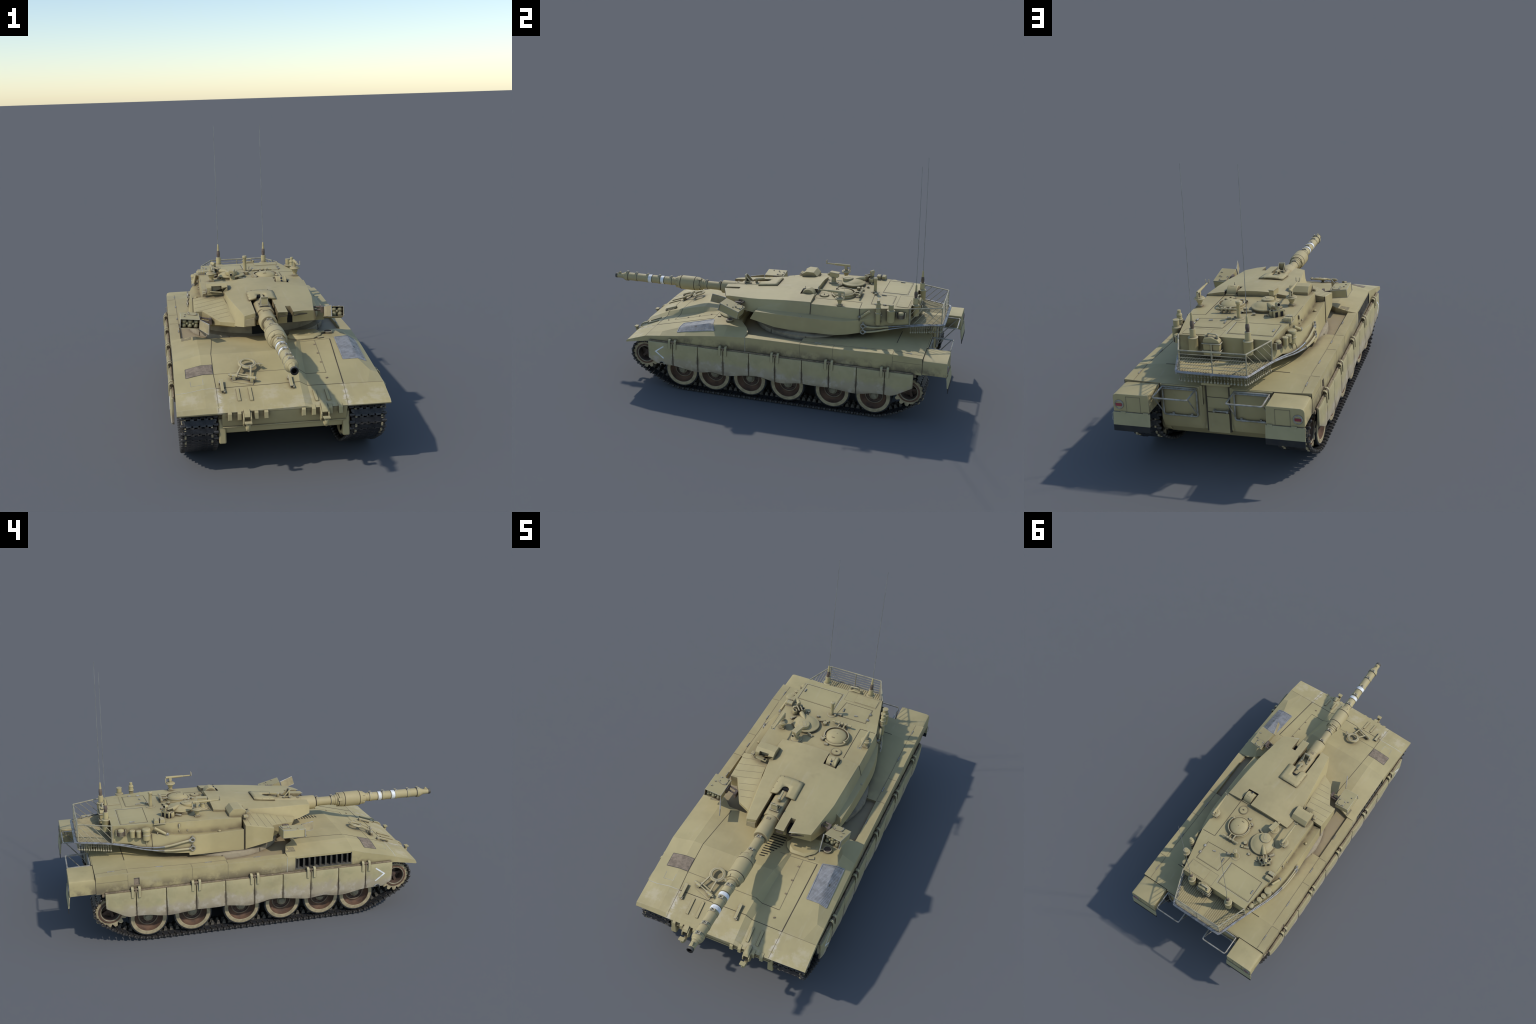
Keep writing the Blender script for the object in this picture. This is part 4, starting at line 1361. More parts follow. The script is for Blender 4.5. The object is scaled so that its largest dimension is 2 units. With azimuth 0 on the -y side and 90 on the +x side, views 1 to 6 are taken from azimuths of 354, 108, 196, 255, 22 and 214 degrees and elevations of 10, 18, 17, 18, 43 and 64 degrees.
# roof joints
gl.join(strip(project(fine([(0.161, 0.254), (0.161, 0.507), (0.244, 0.511)], 10), turret), 0.0026, 0.0006))
def frame_lines(g, pts, w=0.0019, h=0.0005):
    for a, b in zip(pts, pts[1:] + pts[:1]):
        d = (Vector(b) - Vector(a)).normalized() * (w / 2)
        g.join(strip(project(fine([(a[0] - d.x, a[1] - d.y), (b[0] + d.x, b[1] + d.y)], 6), turret), w, h))
frame_lines(gl, [(-0.011, 0.586), (-0.210, 0.588), (-0.211, 0.720), (-0.012, 0.719)])
frame_lines(gl, [(0.013, 0.548), (0.170, 0.556), (0.170, 0.667), (0.027, 0.666)])
gs = Geo()
frame_lines(gs, [(0.178, 0.684), (0.006, 0.685), (0.006, 0.757), (0.183, 0.757)], 0.0012, 0.0004)
build("soft_joint", gs, M_SOFTSEAM, turret)
build("roof_joint", gl, M_SEAM, turret)
# wall joints of the right side armour and the left rear box
wj = Geo()
wj.join(tube([(0.2445, 0.511, 0.5325), (0.2570, 0.513, 0.480), (0.2640, 0.514, 0.470)], 0.0016, 6))
wj.join(tube([(0.2470, 0.2515, 0.534), (0.2637, 0.2525, 0.4775)], 0.0018, 6))
wj.join(tube([(-0.2520, 0.577, 0.490), (-0.2785, 0.577, 0.412)], 0.0018, 6))
wj.join(tube([(-0.2925, 0.1255, 0.508), (-0.2948, 0.1255, 0.378)], 0.0022, 6))
build("wall_joint", wj, M_SEAM, turret)

hp = Geo()
hp.join(prism([(0.176, 0.690), (0.060, 0.690), (0.060, 0.750), (0.176, 0.750)], lambda x, y: roof_z(x, y) - 0.003, lambda x, y: roof_z(x, y) + 0.0022))
hp.join(prism([(0.166, 0.560), (0.018, 0.553), (0.031, 0.662), (0.166, 0.663)], lambda x, y: roof_z(x, y) - 0.003, lambda x, y: roof_z(x, y) + 0.0012))
hp.join(prism([(-0.016, 0.591), (-0.016, 0.714), (-0.206, 0.715), (-0.205, 0.593)], lambda x, y: roof_z(x, y) - 0.003, lambda x, y: roof_z(x, y) + 0.0012))
build("roof_panel", hp, M_TAN, turret, 0.0008)
pf = Geo()
for x, y, a, L in ((-0.199, 0.662, 90, 0.024), (0.037, 0.600, 97, 0.026), (0.108, 0.583, 20, 0.016)):
    pf.join(box((x, y, roof_z(x, y) + 0.004), (L, 0.0045, 0.005), Matrix.Rotation(math.radians(a), 3, "Z")))
for x, y in ((0.171, 0.583), (0.171, 0.628)):
    pf.join(cyl((x, y - 0.008, roof_z(x, y) + 0.003), (x, y + 0.008, roof_z(x, y) + 0.003), 0.0036, seg=8))
    pf.join(box((x, y, roof_z(x, y) + 0.002), (0.014, 0.006, 0.004)))
build("panel_handle", pf, M_STEEL, turret, 0.0004)

# -------- gun
GZ = 0.4785
def gun_part(name, prof, mats=None, mat=M_GUN, seg=36, parent=None, caps=True, angle=30):
    g = revolve([(r, y) for y, r in prof], (0, 0, GZ), (0, 1, 0), seg, mats=mats, caps=caps)
    return build(name, g, mat, parent, 0, angle)

barrel = gun_part("gun_barrel", [
    (-0.972, 0.0090), (-0.9975, 0.0090), (-0.9985, 0.0100), (-0.9990, 0.0138), (-0.9975, 0.0146), (-0.9865, 0.0146), (-0.9855, 0.0138), (-0.9600, 0.0140), (-0.9560, 0.0150), (-0.9510, 0.0150),
    (-0.9500, 0.0175), (-0.9420, 0.0195), (-0.9390, 0.0235), (-0.9320, 0.0250), (-0.9150, 0.0250), (-0.9130, 0.0228), (-0.6300, 0.0228), (-0.6280, 0.0215), (-0.6160, 0.0215), (-0.6150, 0.0262), (-0.6070, 0.0275),
    (-0.6060, 0.0315), (-0.5960, 0.0330), (-0.5940, 0.0352), (-0.5840, 0.0370), (-0.5805, 0.0392), (-0.5795, 0.0385), (-0.5765, 0.0385), (-0.5755, 0.0394), (-0.4960, 0.0394), (-0.4950, 0.0384), (-0.4920, 0.0384), (-0.4910, 0.0390), (-0.4780, 0.0385),
    (-0.4740, 0.0360), (-0.4640, 0.0355), (-0.4620, 0.0325), (-0.4540, 0.0315), (-0.4520, 0.0285), (-0.4420, 0.0280), (-0.4400, 0.0255), (-0.4320, 0.0250), (-0.4310, 0.0225), (-0.3300, 0.0230), (-0.3290, 0.0250), (-0.30, 0.0250)],
    mats=[1] * 3 + [2] * 3 + [0] * 60, mat=[M_GUN, M_BLACK, M_VENTSTEEL], parent=turret, caps=True)
# dark grooves and white recognition bands
gr = Geo()
for y, r in ((-0.578, 0.0394), (-0.4935, 0.0392), (-0.6055, 0.0300), (-0.463, 0.0345), (-0.3365, 0.0255)):
    gr.join(revolve([(r - 0.002, -0.0009), (r + 0.0003, -0.0009), (r + 0.0003, 0.0009), (r - 0.002, 0.0009)], (0, y, GZ), (0, 1, 0), 36, caps=False))
build("barrel_groove", gr, M_SEAM, barrel)
wb = Geo()
for y0, y1 in ((-0.7860, -0.7655), (-0.7075, -0.6890)):
    wb.join(revolve([(0.0226, 0), (0.02345, 0.0002), (0.02345, y1 - y0 - 0.0002), (0.0226, y1 - y0)], (0, y0, GZ), (0, 1, 0), 36, caps=False))
build("white_band", wb, M_WHITE, barrel)
dk = Geo()
for y in (-0.7635, -0.687):
    dk.join(revolve([(0.0226, 0), (0.0237, 0.0002), (0.0237, 0.0022), (0.0226, 0.0024)], (0, y, GZ), (0, 1, 0), 36, caps=False))
build("band_edge", dk, M_SEAM, barrel)
for y, r in ((-0.9235, 0.0252), (-0.866, 0.0230), (-0.7935, 0.0230), (-0.7210, 0.0230), (-0.6470, 0.0230), (-0.4270, 0.0232), (-0.3440, 0.0232)):
    g = revolve([(r - 0.001, -0.0075), (r + 0.0012, -0.0070), (r + 0.0012, 0.0070), (r - 0.001, 0.0075)], (0, y, GZ), (0, 1, 0), 32, caps=False)
    g.join(revolve([(r - 0.001, 0.0076), (r + 0.0004, 0.0078), (r + 0.0004, 0.0094), (r - 0.001, 0.0096)], (0, y, GZ), (0, 1, 0), 32, mat=1, caps=False))
    a0 = math.radians(8)
    for k, dx in enumerate((-0.0085, 0.0085)):
        zt = GZ + math.sqrt(r * r - dx * dx) + 0.0030
        g.join(box((dx, y, zt), (0.0042, 0.012, 0.0085), Matrix.Rotation(-dx * 40 * 0.9, 3, "Y")))
    for o in (-0.004, 0.004):
        g.join(cyl((-0.0115, y + o, GZ + r + 0.0022), (0.0115, y + o, GZ + r + 0.0022), 0.0016, seg=6, mat=0))
    build("barrel_clamp", g, [M_SMALL, M_SEAM], barrel, 0, 35)
ms = extrude_x([(-0.985, GZ + 0.013), (-0.974, GZ + 0.0245), (-0.968, GZ + 0.0245), (-0.962, GZ + 0.013)], -0.004, 0.004)
build("muzzle_sight", ms, M_GUN, barrel, 0.0006)
# stepped clamp lugs around the rear of the fume extractor
lg = Geo()
for a in (20, 100, 200, 290):
    t = math.radians(a)
    lg.join(box((0.0335 * math.sin(t), -0.4665, GZ + 0.0335 * math.cos(t)), (0.016, 0.022, 0.0085), Matrix.Rotation(t, 3, "Y")))
    lg.join(box((0.0315 * math.sin(t + 0.5), -0.598, GZ + 0.0315 * math.cos(t + 0.5)), (0.016, 0.020, 0.006), Matrix.Rotation(t + 0.5, 3, "Y")))
build("extractor_lug", lg, M_GUN, barrel, 0.001)

mant = gun_part("mantlet_sleeve", [(-0.3290, 0.0245), (-0.3290, 0.0330), (-0.3270, 0.0355), (-0.3215, 0.0365), (-0.2500, 0.0375), (-0.2490, 0.0368), (-0.2300, 0.0370), (-0.2290, 0.0380), (-0.2150, 0.0385), (-0.2100, 0.0400), (-0.02, 0.0430)], parent=turret)
# boxy cradle behind the round sleeve
cr = loft([[(-0.0395, y, GZ - 0.03), (0.0395, y, GZ - 0.03), (0.0405, y, z - 0.020), (0.026, y, z - 0.003), (0, y, z), (-0.026, y, z - 0.003), (-0.0405, y, z - 0.020)] for y, z in ((-0.214, 0.5205), (-0.14, 0.526), (-0.02, 0.534))])
build("gun_cradle", cr, M_GUN, turret, 0.004)
hol = Geo()
hol.join(box((0, -0.1885, 0.545), (0.030, 0.0035, 0.036)))
for s in (-1, 1):
    hol.join(loft([[(s * 0.0150 - 0.0015, -0.190, 0.525), (s * 0.0150 - 0.0015, -0.152, 0.528), (s * 0.0150 - 0.0015, -0.186, 0.5655), (s * 0.0150 - 0.0015, -0.190, 0.5655)],
                   [(s * 0.0150 + 0.0015, -0.190, 0.525), (s * 0.0150 + 0.0015, -0.152, 0.528), (s * 0.0150 + 0.0015, -0.186, 0.5655), (s * 0.0150 + 0.0015, -0.190, 0.5655)]]))
    hol.join(box((s * 0.019, -0.188, 0.527), (0.009, 0.010, 0.004)))
    hol.join(box((s * 0.019, -0.156, 0.530), (0.009, 0.010, 0.004)))
hol.join(cyl((-0.015, -0.1915, 0.5635), (0.015, -0.1915, 0.5635), 0.0028, seg=8))
hol.join(cyl((-0.015, -0.1915, 0.5275), (0.015, -0.1915, 0.5275), 0.0028, seg=8))
hd_ = build("spotlight_bracket", hol, M_SMALL, turret, 0.0005)
tri = Geo()
for s in (-1, 1):
    x = s * 0.0169
    tri.join(loft([[(x - 0.0003, -0.182, 0.533), (x - 0.0003, -0.166, 0.534), (x - 0.0003, -0.182, 0.552)], [(x + 0.0003, -0.182, 0.533), (x + 0.0003, -0.166, 0.534), (x + 0.0003, -0.182, 0.552)]]))
build("bracket_dark_patch", tri, M_BLACK, hd_)  # near-black triangles laid on the bracket sides in place of cut-outs
lv = box((0.000, -0.108, 0.5475), (0.0085, 0.052, 0.010), Matrix.Rotation(math.radians(9), 3, "X"))
lv.join(cyl((0, -0.128, 0.524), (0, -0.128, 0.547), 0.007, seg=10))
build("sight_lever", lv, M_SMALL, turret, 0.001)
sq = box((-0.004, -0.236, GZ + 0.0372), (0.018, 0.013, 0.0030))
sq.join(box((-0.0385, -0.222, GZ + 0.004), (0.006, 0.016, 0.014)))
sq.join(box((0.0385, -0.222, GZ + 0.004), (0.006, 0.016, 0.014)))
build("sleeve_port", sq, M_INSIDE, mant, 0.0006)

# hood over the cradle, with a rounded slot
def hood():
    x0, x1, y0, y1 = -0.0575, 0.0635, -0.0975, 0.0135
    slot = [(0.017, y0)] + [(0.017 * math.cos(t), -0.060 + 0.017 * math.sin(t)) for t in (math.pi * k / 10 for k in range(11))] + [(-0.023, y0 + 0.004), (-0.030, y0)]
    poly = [(x0, y0), (x0, y1), (x1, y1), (x1, y0)] + slot
    def zt(x, y):
        u = abs((x - 0.003) / 0.0605)
        return plate_z(0.0, y) + 0.0105 - 0.006 * max(0, u - 0.55) / 0.45
    g = Geo()
    # split in strips so that the bend shows
    def quad(xa, xb, ya, yb, n=3):
        return [[(lerp(xa, xb, i / n), y) for i in range(n + 1)] for y in (ya, (ya + yb) / 2, yb)]
    def slab(rows):
        return loft([[(x, y, zt(x, y)) for x, y in r] + [(x, y, zt(x, y) - 0.0060) for x, y in reversed(r)] for r in rows])
    return poly, zt, slab, quad
poly, hz, slab, quad = hood()
bm = bmesh.new()
vs = [bm.verts.new((x, y, 0)) for x, y in poly]
bm.faces.new(vs)
bmesh.ops.triangulate(bm, faces=bm.faces)
bmesh.ops.subdivide_edges(bm, edges=bm.edges, cuts=2, use_grid_fill=True)
tv = [tuple(v.co) for v in bm.verts]
tf = [tuple(v.index for v in f.verts) for f in bm.faces]
bm.verts.index_update()
tf = [tuple(v.index for v in f.verts) for f in bm.faces]
bm.free()
g = Geo().add([(x, y, hz(x, y)) for x, y, _ in tv], tf)
hood_ob = build("cradle_hood", g, M_TAN, turret)
sd = hood_ob.modifiers.new("plate", "SOLIDIFY")
sd.thickness = 0.0075
sd.offset = -1
if hood_ob.data.polygons[0].normal.z < 0:
    hood_ob.data.flip_normals()
hb = Geo()
for x, y in ((-0.054, -0.070), (-0.054, -0.030), (-0.054, 0.006), (-0.035, 0.0105), (0.040, 0.0105), (0.060, 0.005), (0.060, -0.05)):
    hb.join(ball((x, y, hz(x, y)), 0.0018, seg=6, rings=4))
build("hood_rivet", hb, M_ROD, hood_ob)
build("hood_dark_block", prism([(-0.016, -0.060), (0.016, -0.060), (0.014, -0.046), (-0.014, -0.046)], 0.52, lambda x, y: hz(x, y) - 0.0055), M_BLACK, hood_ob)  # near-black block set under the slot, standing for its dark depth

# -------- gunner's sight in its recess
sgt = Geo()
prof = [(0.2100 + 0.034 * math.cos(t), 0.5345 + 0.0375 * math.sin(t)) for t in (math.pi * k / 14 for k in range(15))]
sgt.join(extrude_x(prof, 0.1030, 0.1540))
sgt.join(span(0.0985, 0.1585, 0.232, 0.2485, 0.528, 0.541))
sight = build("gunner_sight", sgt, M_TAN, turret, 0.004)
sw = Geo()
prof2 = [(0.2100 + 0.0352 * math.cos(t), 0.5345 + 0.0388 * math.sin(t)) for t in (math.radians(72) + math.radians(88) * k / 10 for k in range(11))]
prof3 = [(0.2100 + 0.030 * math.cos(t), 0.5345 + 0.033 * math.sin(t)) for t in (math.radians(160) - math.radians(88) * k / 10 for k in range(11))]
sw.join(extrude_x(prof2 + prof3, 0.1185, 0.1405))
build("sight_cover", sw, M_TAN, sight, 0.003)
ln = Geo()
ln.join(ball((0.1285, 0.1885, 0.5655), 0.0048, seg=12, rings=8))
ln.join(ball((0.1285, 0.1795, 0.5560), 0.0042, seg=12, rings=8))
build("sight_lens", ln, M_GLASS, sight)
st_ = cyl((0.1285, 0.1905, 0.568), (0.1285, 0.1905, 0.581), 0.0011, seg=6)
build("sight_pin", st_, M_BLACK, sight)

# armoured periscope box
bp = Geo()
prof = [(0.100, 0.530), (0.101, 0.5565), (0.124, 0.5700), (0.166, 0.5690), (0.187, 0.5460), (0.187, 0.525), (0.100, 0.520)]
bp.join(extrude_x(prof, -0.2275, -0.1330))
pbox = build("periscope_box", bp, M_TAN, turret)
cut(pbox, [span(-0.206, -0.160, 0.07, 0.1235, 0.531, 0.5605)])
add_bevel(pbox, 0.0012, 2)
shade(pbox.data, 30)
flp = box((-0.1875, 0.0920, 0.5365), (0.054, 0.032, 0.0055), Matrix.Rotation(math.radians(-12), 3, "X") @ Matrix.Rotation(math.radians(6), 3, "Y"))
fo = build("periscope_flap", flp, M_TAN, pbox, 0.0008)
build("flap_dark_bar", box((-0.1715, 0.087, 0.5392), (0.0050, 0.016, 0.003), Matrix.Rotation(math.radians(-12), 3, "X")), M_BLACK, fo)  # near-black bar on the flap in place of a cut slot
build("box_window", span(-0.202, -0.164, 0.1205, 0.1228, 0.534, 0.5575), M_INSIDE, pbox)
oth = Geo()
oth.join(box((-0.240, 0.108, 0.5335), (0.016, 0.020, 0.012)))
oth.join(cyl((-0.246, 0.096, 0.532), (-0.234, 0.096, 0.532), 0.0035, seg=8))
oth.join(cyl((-0.228, 0.101, 0.535), (-0.2295, 0.101, 0.552), 0.0016, seg=6))
build("box_latch", oth, M_SMALL, turret, 0.001)

# commander's cupola
CX, CY = -0.0885, 0.4060
cup = revolve([(0.0580, 0.530), (0.0580, 0.5425), (0.0605, 0.5435), (0.0640, 0.5470), (0.0655, 0.5505), (0.0640, 0.5540), (0.0600, 0.5560), (0.0585, 0.5560), (0.0500, 0.5610), (0.0380, 0.5660), (0.0230, 0.5695), (0.001, 0.5705)],
              (CX, CY, 0), (0, 0, 1), 40, caps=False)
cupola = build("commander_cupola", cup, M_TAN, turret, 0, 32)
capd = revolve([(0.0285, 0.560), (0.0290, 0.5745), (0.0282, 0.5770), (0.0265, 0.5778), (0.001, 0.5785)], (-0.0905, 0.3740, 0), (0, 0, 1), 28, caps=False)
cap_ob = build("cupola_cap", capd, M_SMALL, cupola, 0, 32)
build("cap_plate", box((-0.086, 0.370, 0.5787), (0.014, 0.034, 0.0016), Matrix.Rotation(0.5, 3, "Z")), M_SMALL, cap_ob, 0.0004)
horn = tube([(-0.0960, 0.4080, 0.5660), (-0.1040, 0.4180, 0.5660), (-0.1150, 0.4310, 0.5650), (-0.1270, 0.4450, 0.5630), (-0.1370, 0.4570, 0.5620)], [0.002, 0.0078, 0.0110, 0.0122, 0.0118], 16)
build("cupola_arm", horn, M_TAN, cupola, 0, 40)
# counterweight cage with a lamp behind the cupola
cg = Geo()
dirv = Vector((-0.66, 0.75, 0)).normalized()
sidev = Vector((dirv.y, -dirv.x, 0))
org = Vector((-0.1630, 0.4820, 0))
rotc = Matrix((sidev, dirv, Vector((0, 0, 1)))).transposed()
P = lambda a, b, z: org + sidev * a + dirv * b + Vector((0, 0, z))
for a in (-0.0215, 0.0215):
    cg.join(revolve([(0.0125, 0.530), (0.0125, 0.5640), (0.0105, 0.5655), (0.0075, 0.5650), (0.0065, 0.5610), (0.001, 0.5610)], P(a, -0.006, 0), (0, 0, 1), 18, caps=False, mats=[0, 0, 0, 0, 1]))
cg.join(box(P(0, 0.014, 0.5505), (0.050, 0.012, 0.040), rotc))
cage = build("cupola_counterweight", cg, [M_SMALL, M_BLACK], turret, 0.0012)
wn = Geo()
for a in (-0.0125, 0.0125):
    wn.join(box(P(a, 0.0203, 0.5490), (0.012, 0.0012, 0.026), rotc))
wn.join(box(P(-0.0255, 0.008, 0.549), (0.0012, 0.010, 0.026), rotc))
build("counterweight_dark_plate", wn, M_BLACK, cage)  # near-black plates laid on the cage in place of window openings
rail_ = Geo()
for a in (-0.0075, 0.0075):
    q0, q1 = P(a, -0.030, 0.5760), P(a, 0.010, 0.5800)
    rail_.join(box((q0 + q1) / 2, (0.0042, (q1 - q0).length, 0.0060), (q1 - q0).to_track_quat("Y", "Z").to_matrix()))
rail_.join(box(P(0.004, 0.012, 0.582), (0.015, 0.016, 0.022), rotc))
rail_.join(revolve([(0.0090, -0.012), (0.0092, 0.010), (0.0068, 0.0105), (0.0062, 0.006), (0.001, 0.006)], P(0.002, 0.014, 0.5945), dirv + Vector((0, 0, 0.15)), 16, mats=[0, 0, 0, 1, 1]))
build("cupola_lamp", rail_, [M_SMALL, M_BLACK], cage, 0.0005)
# stowed cans to the rear of it
cans = Geo()
for k in range(2):
    y = 0.5215 + k * 0.0285
    prof = lambda e: ((-0.0118 - e, 0.5380), (0.0118 + e, 0.5380), (0.0118 + e, 0.5530), (0.0085 + e, 0.5585 + e), (-0.0085 - e, 0.5585 + e), (-0.0118 - e, 0.5530))
    cans.join(loft([[(x, y + dy, z) for dy, z in prof(0)] for x in (-0.2465, -0.2120)]))
    for o in (-0.006, 0.006):
        cans.join(loft([[(x, y + dy, z) for dy, z in prof(0.0007)] for x in (-0.2295 + o - 0.0012, -0.2295 + o + 0.0012)]))
cans.join(span(-0.249, -0.210, 0.5065, 0.5645, 0.5345, 0.5395))
build("stowed_can", cans, M_SMALL, turret, 0.001)

# panoramic sight
pano = revolve([(0.0270, 0.534), (0.0270, 0.5395), (0.0250, 0.5415), (0.0145, 0.5430), (0.0125, 0.5460), (0.0120, 0.5650), (0.0150, 0.5670), (0.0150, 0.5700), (0.001, 0.5705)], (-0.0935, 0.2925, 0), (0, 0, 1), 24, caps=False)
pano_ob = build("panoramic_sight", pano, M_SMALL, turret, 0, 32)
ph = Geo()
rz = Matrix.Rotation(math.radians(-12), 3, "Z")
ph.join(box((-0.0950, 0.2950, 0.5830), (0.0250, 0.0480, 0.0260), rz))
ph.join(box((-0.0945, 0.2985, 0.5970), (0.0280, 0.0540, 0.0032), rz))
ph.join(cyl((-0.100, 0.267, 0.580), (-0.102, 0.258, 0.580), 0.0075, seg=12))
ph_ob = build("sight_head", ph, M_SMALL, pano_ob, 0.0010)
build("head_window", cyl((-0.1015, 0.2600, 0.580), (-0.1022, 0.2572, 0.580), 0.0055, seg=12), M_BLACK, ph_ob)
# periscope blocks round the hatches
pk = Geo()
for x, y, a, L in ((-0.043, 0.345, -28, 0.032), (-0.026, 0.470, 20, 0.030), (-0.150, 0.395, 75, 0.030), (-0.168, 0.430, 55, 0.030), (0.052, 0.318, 10, 0.016), (-0.06, 0.494, 10, 0.012)):
    z = roof_z(x, y)
    R = Matrix.Rotation(math.radians(a), 3, "Z")
    pk.join(box((x, y, z + 0.0035), (L, 0.012, 0.009), R))
    pk.join(box((x, y, z + 0.0085), (L * 0.9, 0.007, 0.003), R))
build("periscope_block", pk, M_SMALL, turret, 0.0008)
cam = cyl((-0.008, 0.452, 0.538), (-0.008, 0.452, 0.555), 0.0095, seg=14)
cam.join(box((-0.0035, 0.475, 0.543), (0.013, 0.016, 0.010), Matrix.Rotation(0.3, 3, "Z")))
cam.join(box((-0.0035, 0.4835, 0.544), (0.008, 0.002, 0.007), Matrix.Rotation(0.3, 3, "Z"), 1))
build("hatch_stop", cam, [M_SMALL, M_BLACK], turret, 0.0008)

# loader's hatch
LX, LY = 0.0775, 0.3905
lh = revolve([(0.0655, 0.530), (0.0655, 0.5415), (0.0640, 0.5435), (0.0590, 0.5450), (0.0560, 0.5425), (0.0550, 0.5440), (0.0520, 0.5490), (0.0450, 0.5545), (0.0320, 0.5600), (0.0160, 0.5630), (0.001, 0.5635)], (LX, LY, 0), (0, 0, 1), 40, caps=False)
loader = build("loader_hatch", lh, M_TAN, turret, 0, 32)
arc = [(LX + 0.0585 * math.cos(t), LY + 0.0585 * math.sin(t), 0.5485) for t in (math.radians(-28) + math.radians(236) * k / 26 for k in range(27))]
band = Geo()
rings = []
for x, y, z in arc:
    d = Vector((x - LX, y - LY, 0)).normalized()
    p = Vector((x, y, z))
    rings.append([p - d * 0.0022 - Vector((0, 0, 0.007)), p + d * 0.0022 - Vector((0, 0, 0.007)), p + d * 0.0022 + Vector((0, 0, 0.0062)), p - d * 0.0022 + Vector((0, 0, 0.0062))])
band.join(loft(rings))
for a in (-28, 208):
    t = math.radians(a)
    band.join(cyl((LX + 0.0530 * math.cos(t), LY + 0.0530 * math.sin(t), 0.547), (LX + 0.0660 * math.cos(t), LY + 0.0660 * math.sin(t), 0.547), 0.0055, seg=10))
band.join(box((0.026, 0.347, 0.546), (0.022, 0.013, 0.008), Matrix.Rotation(math.radians(60), 3, "Z")))
band.join(box((0.022, 0.342, 0.548), (0.004, 0.019, 0.010), Matrix.Rotation(math.radians(60), 3, "Z")))
for x0, x1 in ((0.061, 0.061), (0.087, 0.087)):
    band.join(box((x0, 0.4640, 0.5515), (0.0060, 0.034, 0.0075)))
band.join(cyl((0.0230, 0.4800, 0.5550), (0.1200, 0.4810, 0.5550), 0.0042, seg=10))
for a, b in ((0.023, 0.036), (0.106, 0.121)):
    band.join(cyl((a, 0.4803, 0.5550), (b, 0.4808, 0.5550), 0.0058, seg=10))
for x in (0.055, 0.073, 0.092):
    band.join(box((x, 0.4805, 0.5460), (0.0065, 0.009, 0.020)))
    band.join(cyl((x - 0.005, 0.4805, 0.5555), (x + 0.005, 0.4805, 0.5555), 0.0068, seg=10))
build("hatch_hinge", band, M_SMALL, loader, 0.0006)
hh = tube(fillet([(0.060, 0.3620, 0.5555), (0.066, 0.3590, 0.5615), (0.078, 0.3580, 0.5615), (0.083, 0.3600, 0.5560)], 0.004, 3), 0.0012, 6)
hh.join(ball((LX + 0.002, LY + 0.002, 0.5632), 0.0022, seg=8, rings=4))
build("hatch_handle", hh, M_ROD, loader)
vd = revolve([(0.0255, 0.530), (0.0255, 0.5390), (0.0245, 0.5397), (0.0235, 0.5383), (0.0222, 0.5396), (0.001, 0.5405)], (0.1150, 0.2915, 0), (0, 0, 1), 28, mats=[0, 0, 0, 1, 0], caps=False)
vd.join(box((0.116, 0.2915, 0.5415), (0.008, 0.004, 0.004), None, 1))
build("vent_disc", vd, [M_TAN, M_SEAM], turret, 0, 32)

# mast sensor post
po = revolve([(0.0235, 0.534), (0.0235, 0.5400), (0.0222, 0.5412), (0.0100, 0.5412), (0.0085, 0.5450), (0.0078, 0.6040), (0.0088, 0.6060), (0.0112, 0.6080), (0.0112, 0.6175), (0.0090, 0.6195), (0.001, 0.6195)], (-0.0065, 0.5430, 0), (0, 0, 1), 20, caps=False)
po.join(bolt((0.0125, 0.5390, 0.5425), (0, 0, 1), 0.0060, 0.0060))
po.join(box((0.034, 0.556, 0.5425), (0.017, 0.010, 0.008), Matrix.Rotation(0.4, 3, "Z")))
po.join(ball((0.040, 0.551, 0.545), 0.0045, seg=8, rings=5))
po.join(tube(fillet([(-0.111, 0.5035, 0.538), (-0.111, 0.5035, 0.5465), (-0.122, 0.5005, 0.5465), (-0.122, 0.5005, 0.538)], 0.003, 3), 0.0020, 6))
build("sensor_mast", po, M_SMALL, turret, 0, 35)

# swing mounts for machine guns
for bx_, by_, bz, tail, tip in ((0.2270, 0.4010, 0.5300, (0.2265, 0.4240, 0.6040), (0.2270, 0.2900, 0.6060)), (-0.1905, 0.3410, 0.5350, (-0.1900, 0.3620, 0.6105), (-0.1920, 0.2280, 0.6125))):
    g = Geo()
    g.join(box((bx_, by_, bz + 0.0035), (0.0260, 0.0260, 0.009)))
    g.join(revolve([(0.0095, 0.006), (0.0095, 0.0185), (0.0125, 0.0230), (0.0140, 0.0270), (0.0140, 0.0360), (0.0250, 0.0375), (0.0255, 0.0410), (0.0240, 0.0430), (0.0190, 0.0440), (0.0190, 0.0470), (0.0175, 0.0480), (0.0080, 0.0485), (0.0075, 0.062), (0.001, 0.0625)],
                   (bx_, by_, bz), (0, 0, 1), 24))
    mt = build("gun_pintle", g, M_SMALL, turret, 0.0006)
    a, b = Vector(tail), Vector(tip)
    am = Geo()
    d = (b - a).normalized()
    am.join(tube([a, a + d * 0.004, a + d * 0.088, a + d * 0.090, a + d * 0.122, b], [0.0064, 0.0068, 0.0056, 0.0040, 0.0036, 0.0034], 12))
    am.join(box(a + Vector((0, 0.001, -0.014)), (0.0080, 0.0045, 0.026)))
    am.join(box(a + d * 0.024 + Vector((0, 0, -0.009)), (0.0125, 0.014, 0.016)))
    am.join(tube(fillet([b + Vector((-0.0080, -0.002, 0.0185)), b + Vector((-0.0080, -0.002, 0)), b + Vector((0.0080, -0.002, 0)), b + Vector((0.0080, -0.002, 0.0185))], 0.002, 3), 0.0020, 6))
    build("gun_arm", am, M_SMALL, mt, 0, 35)

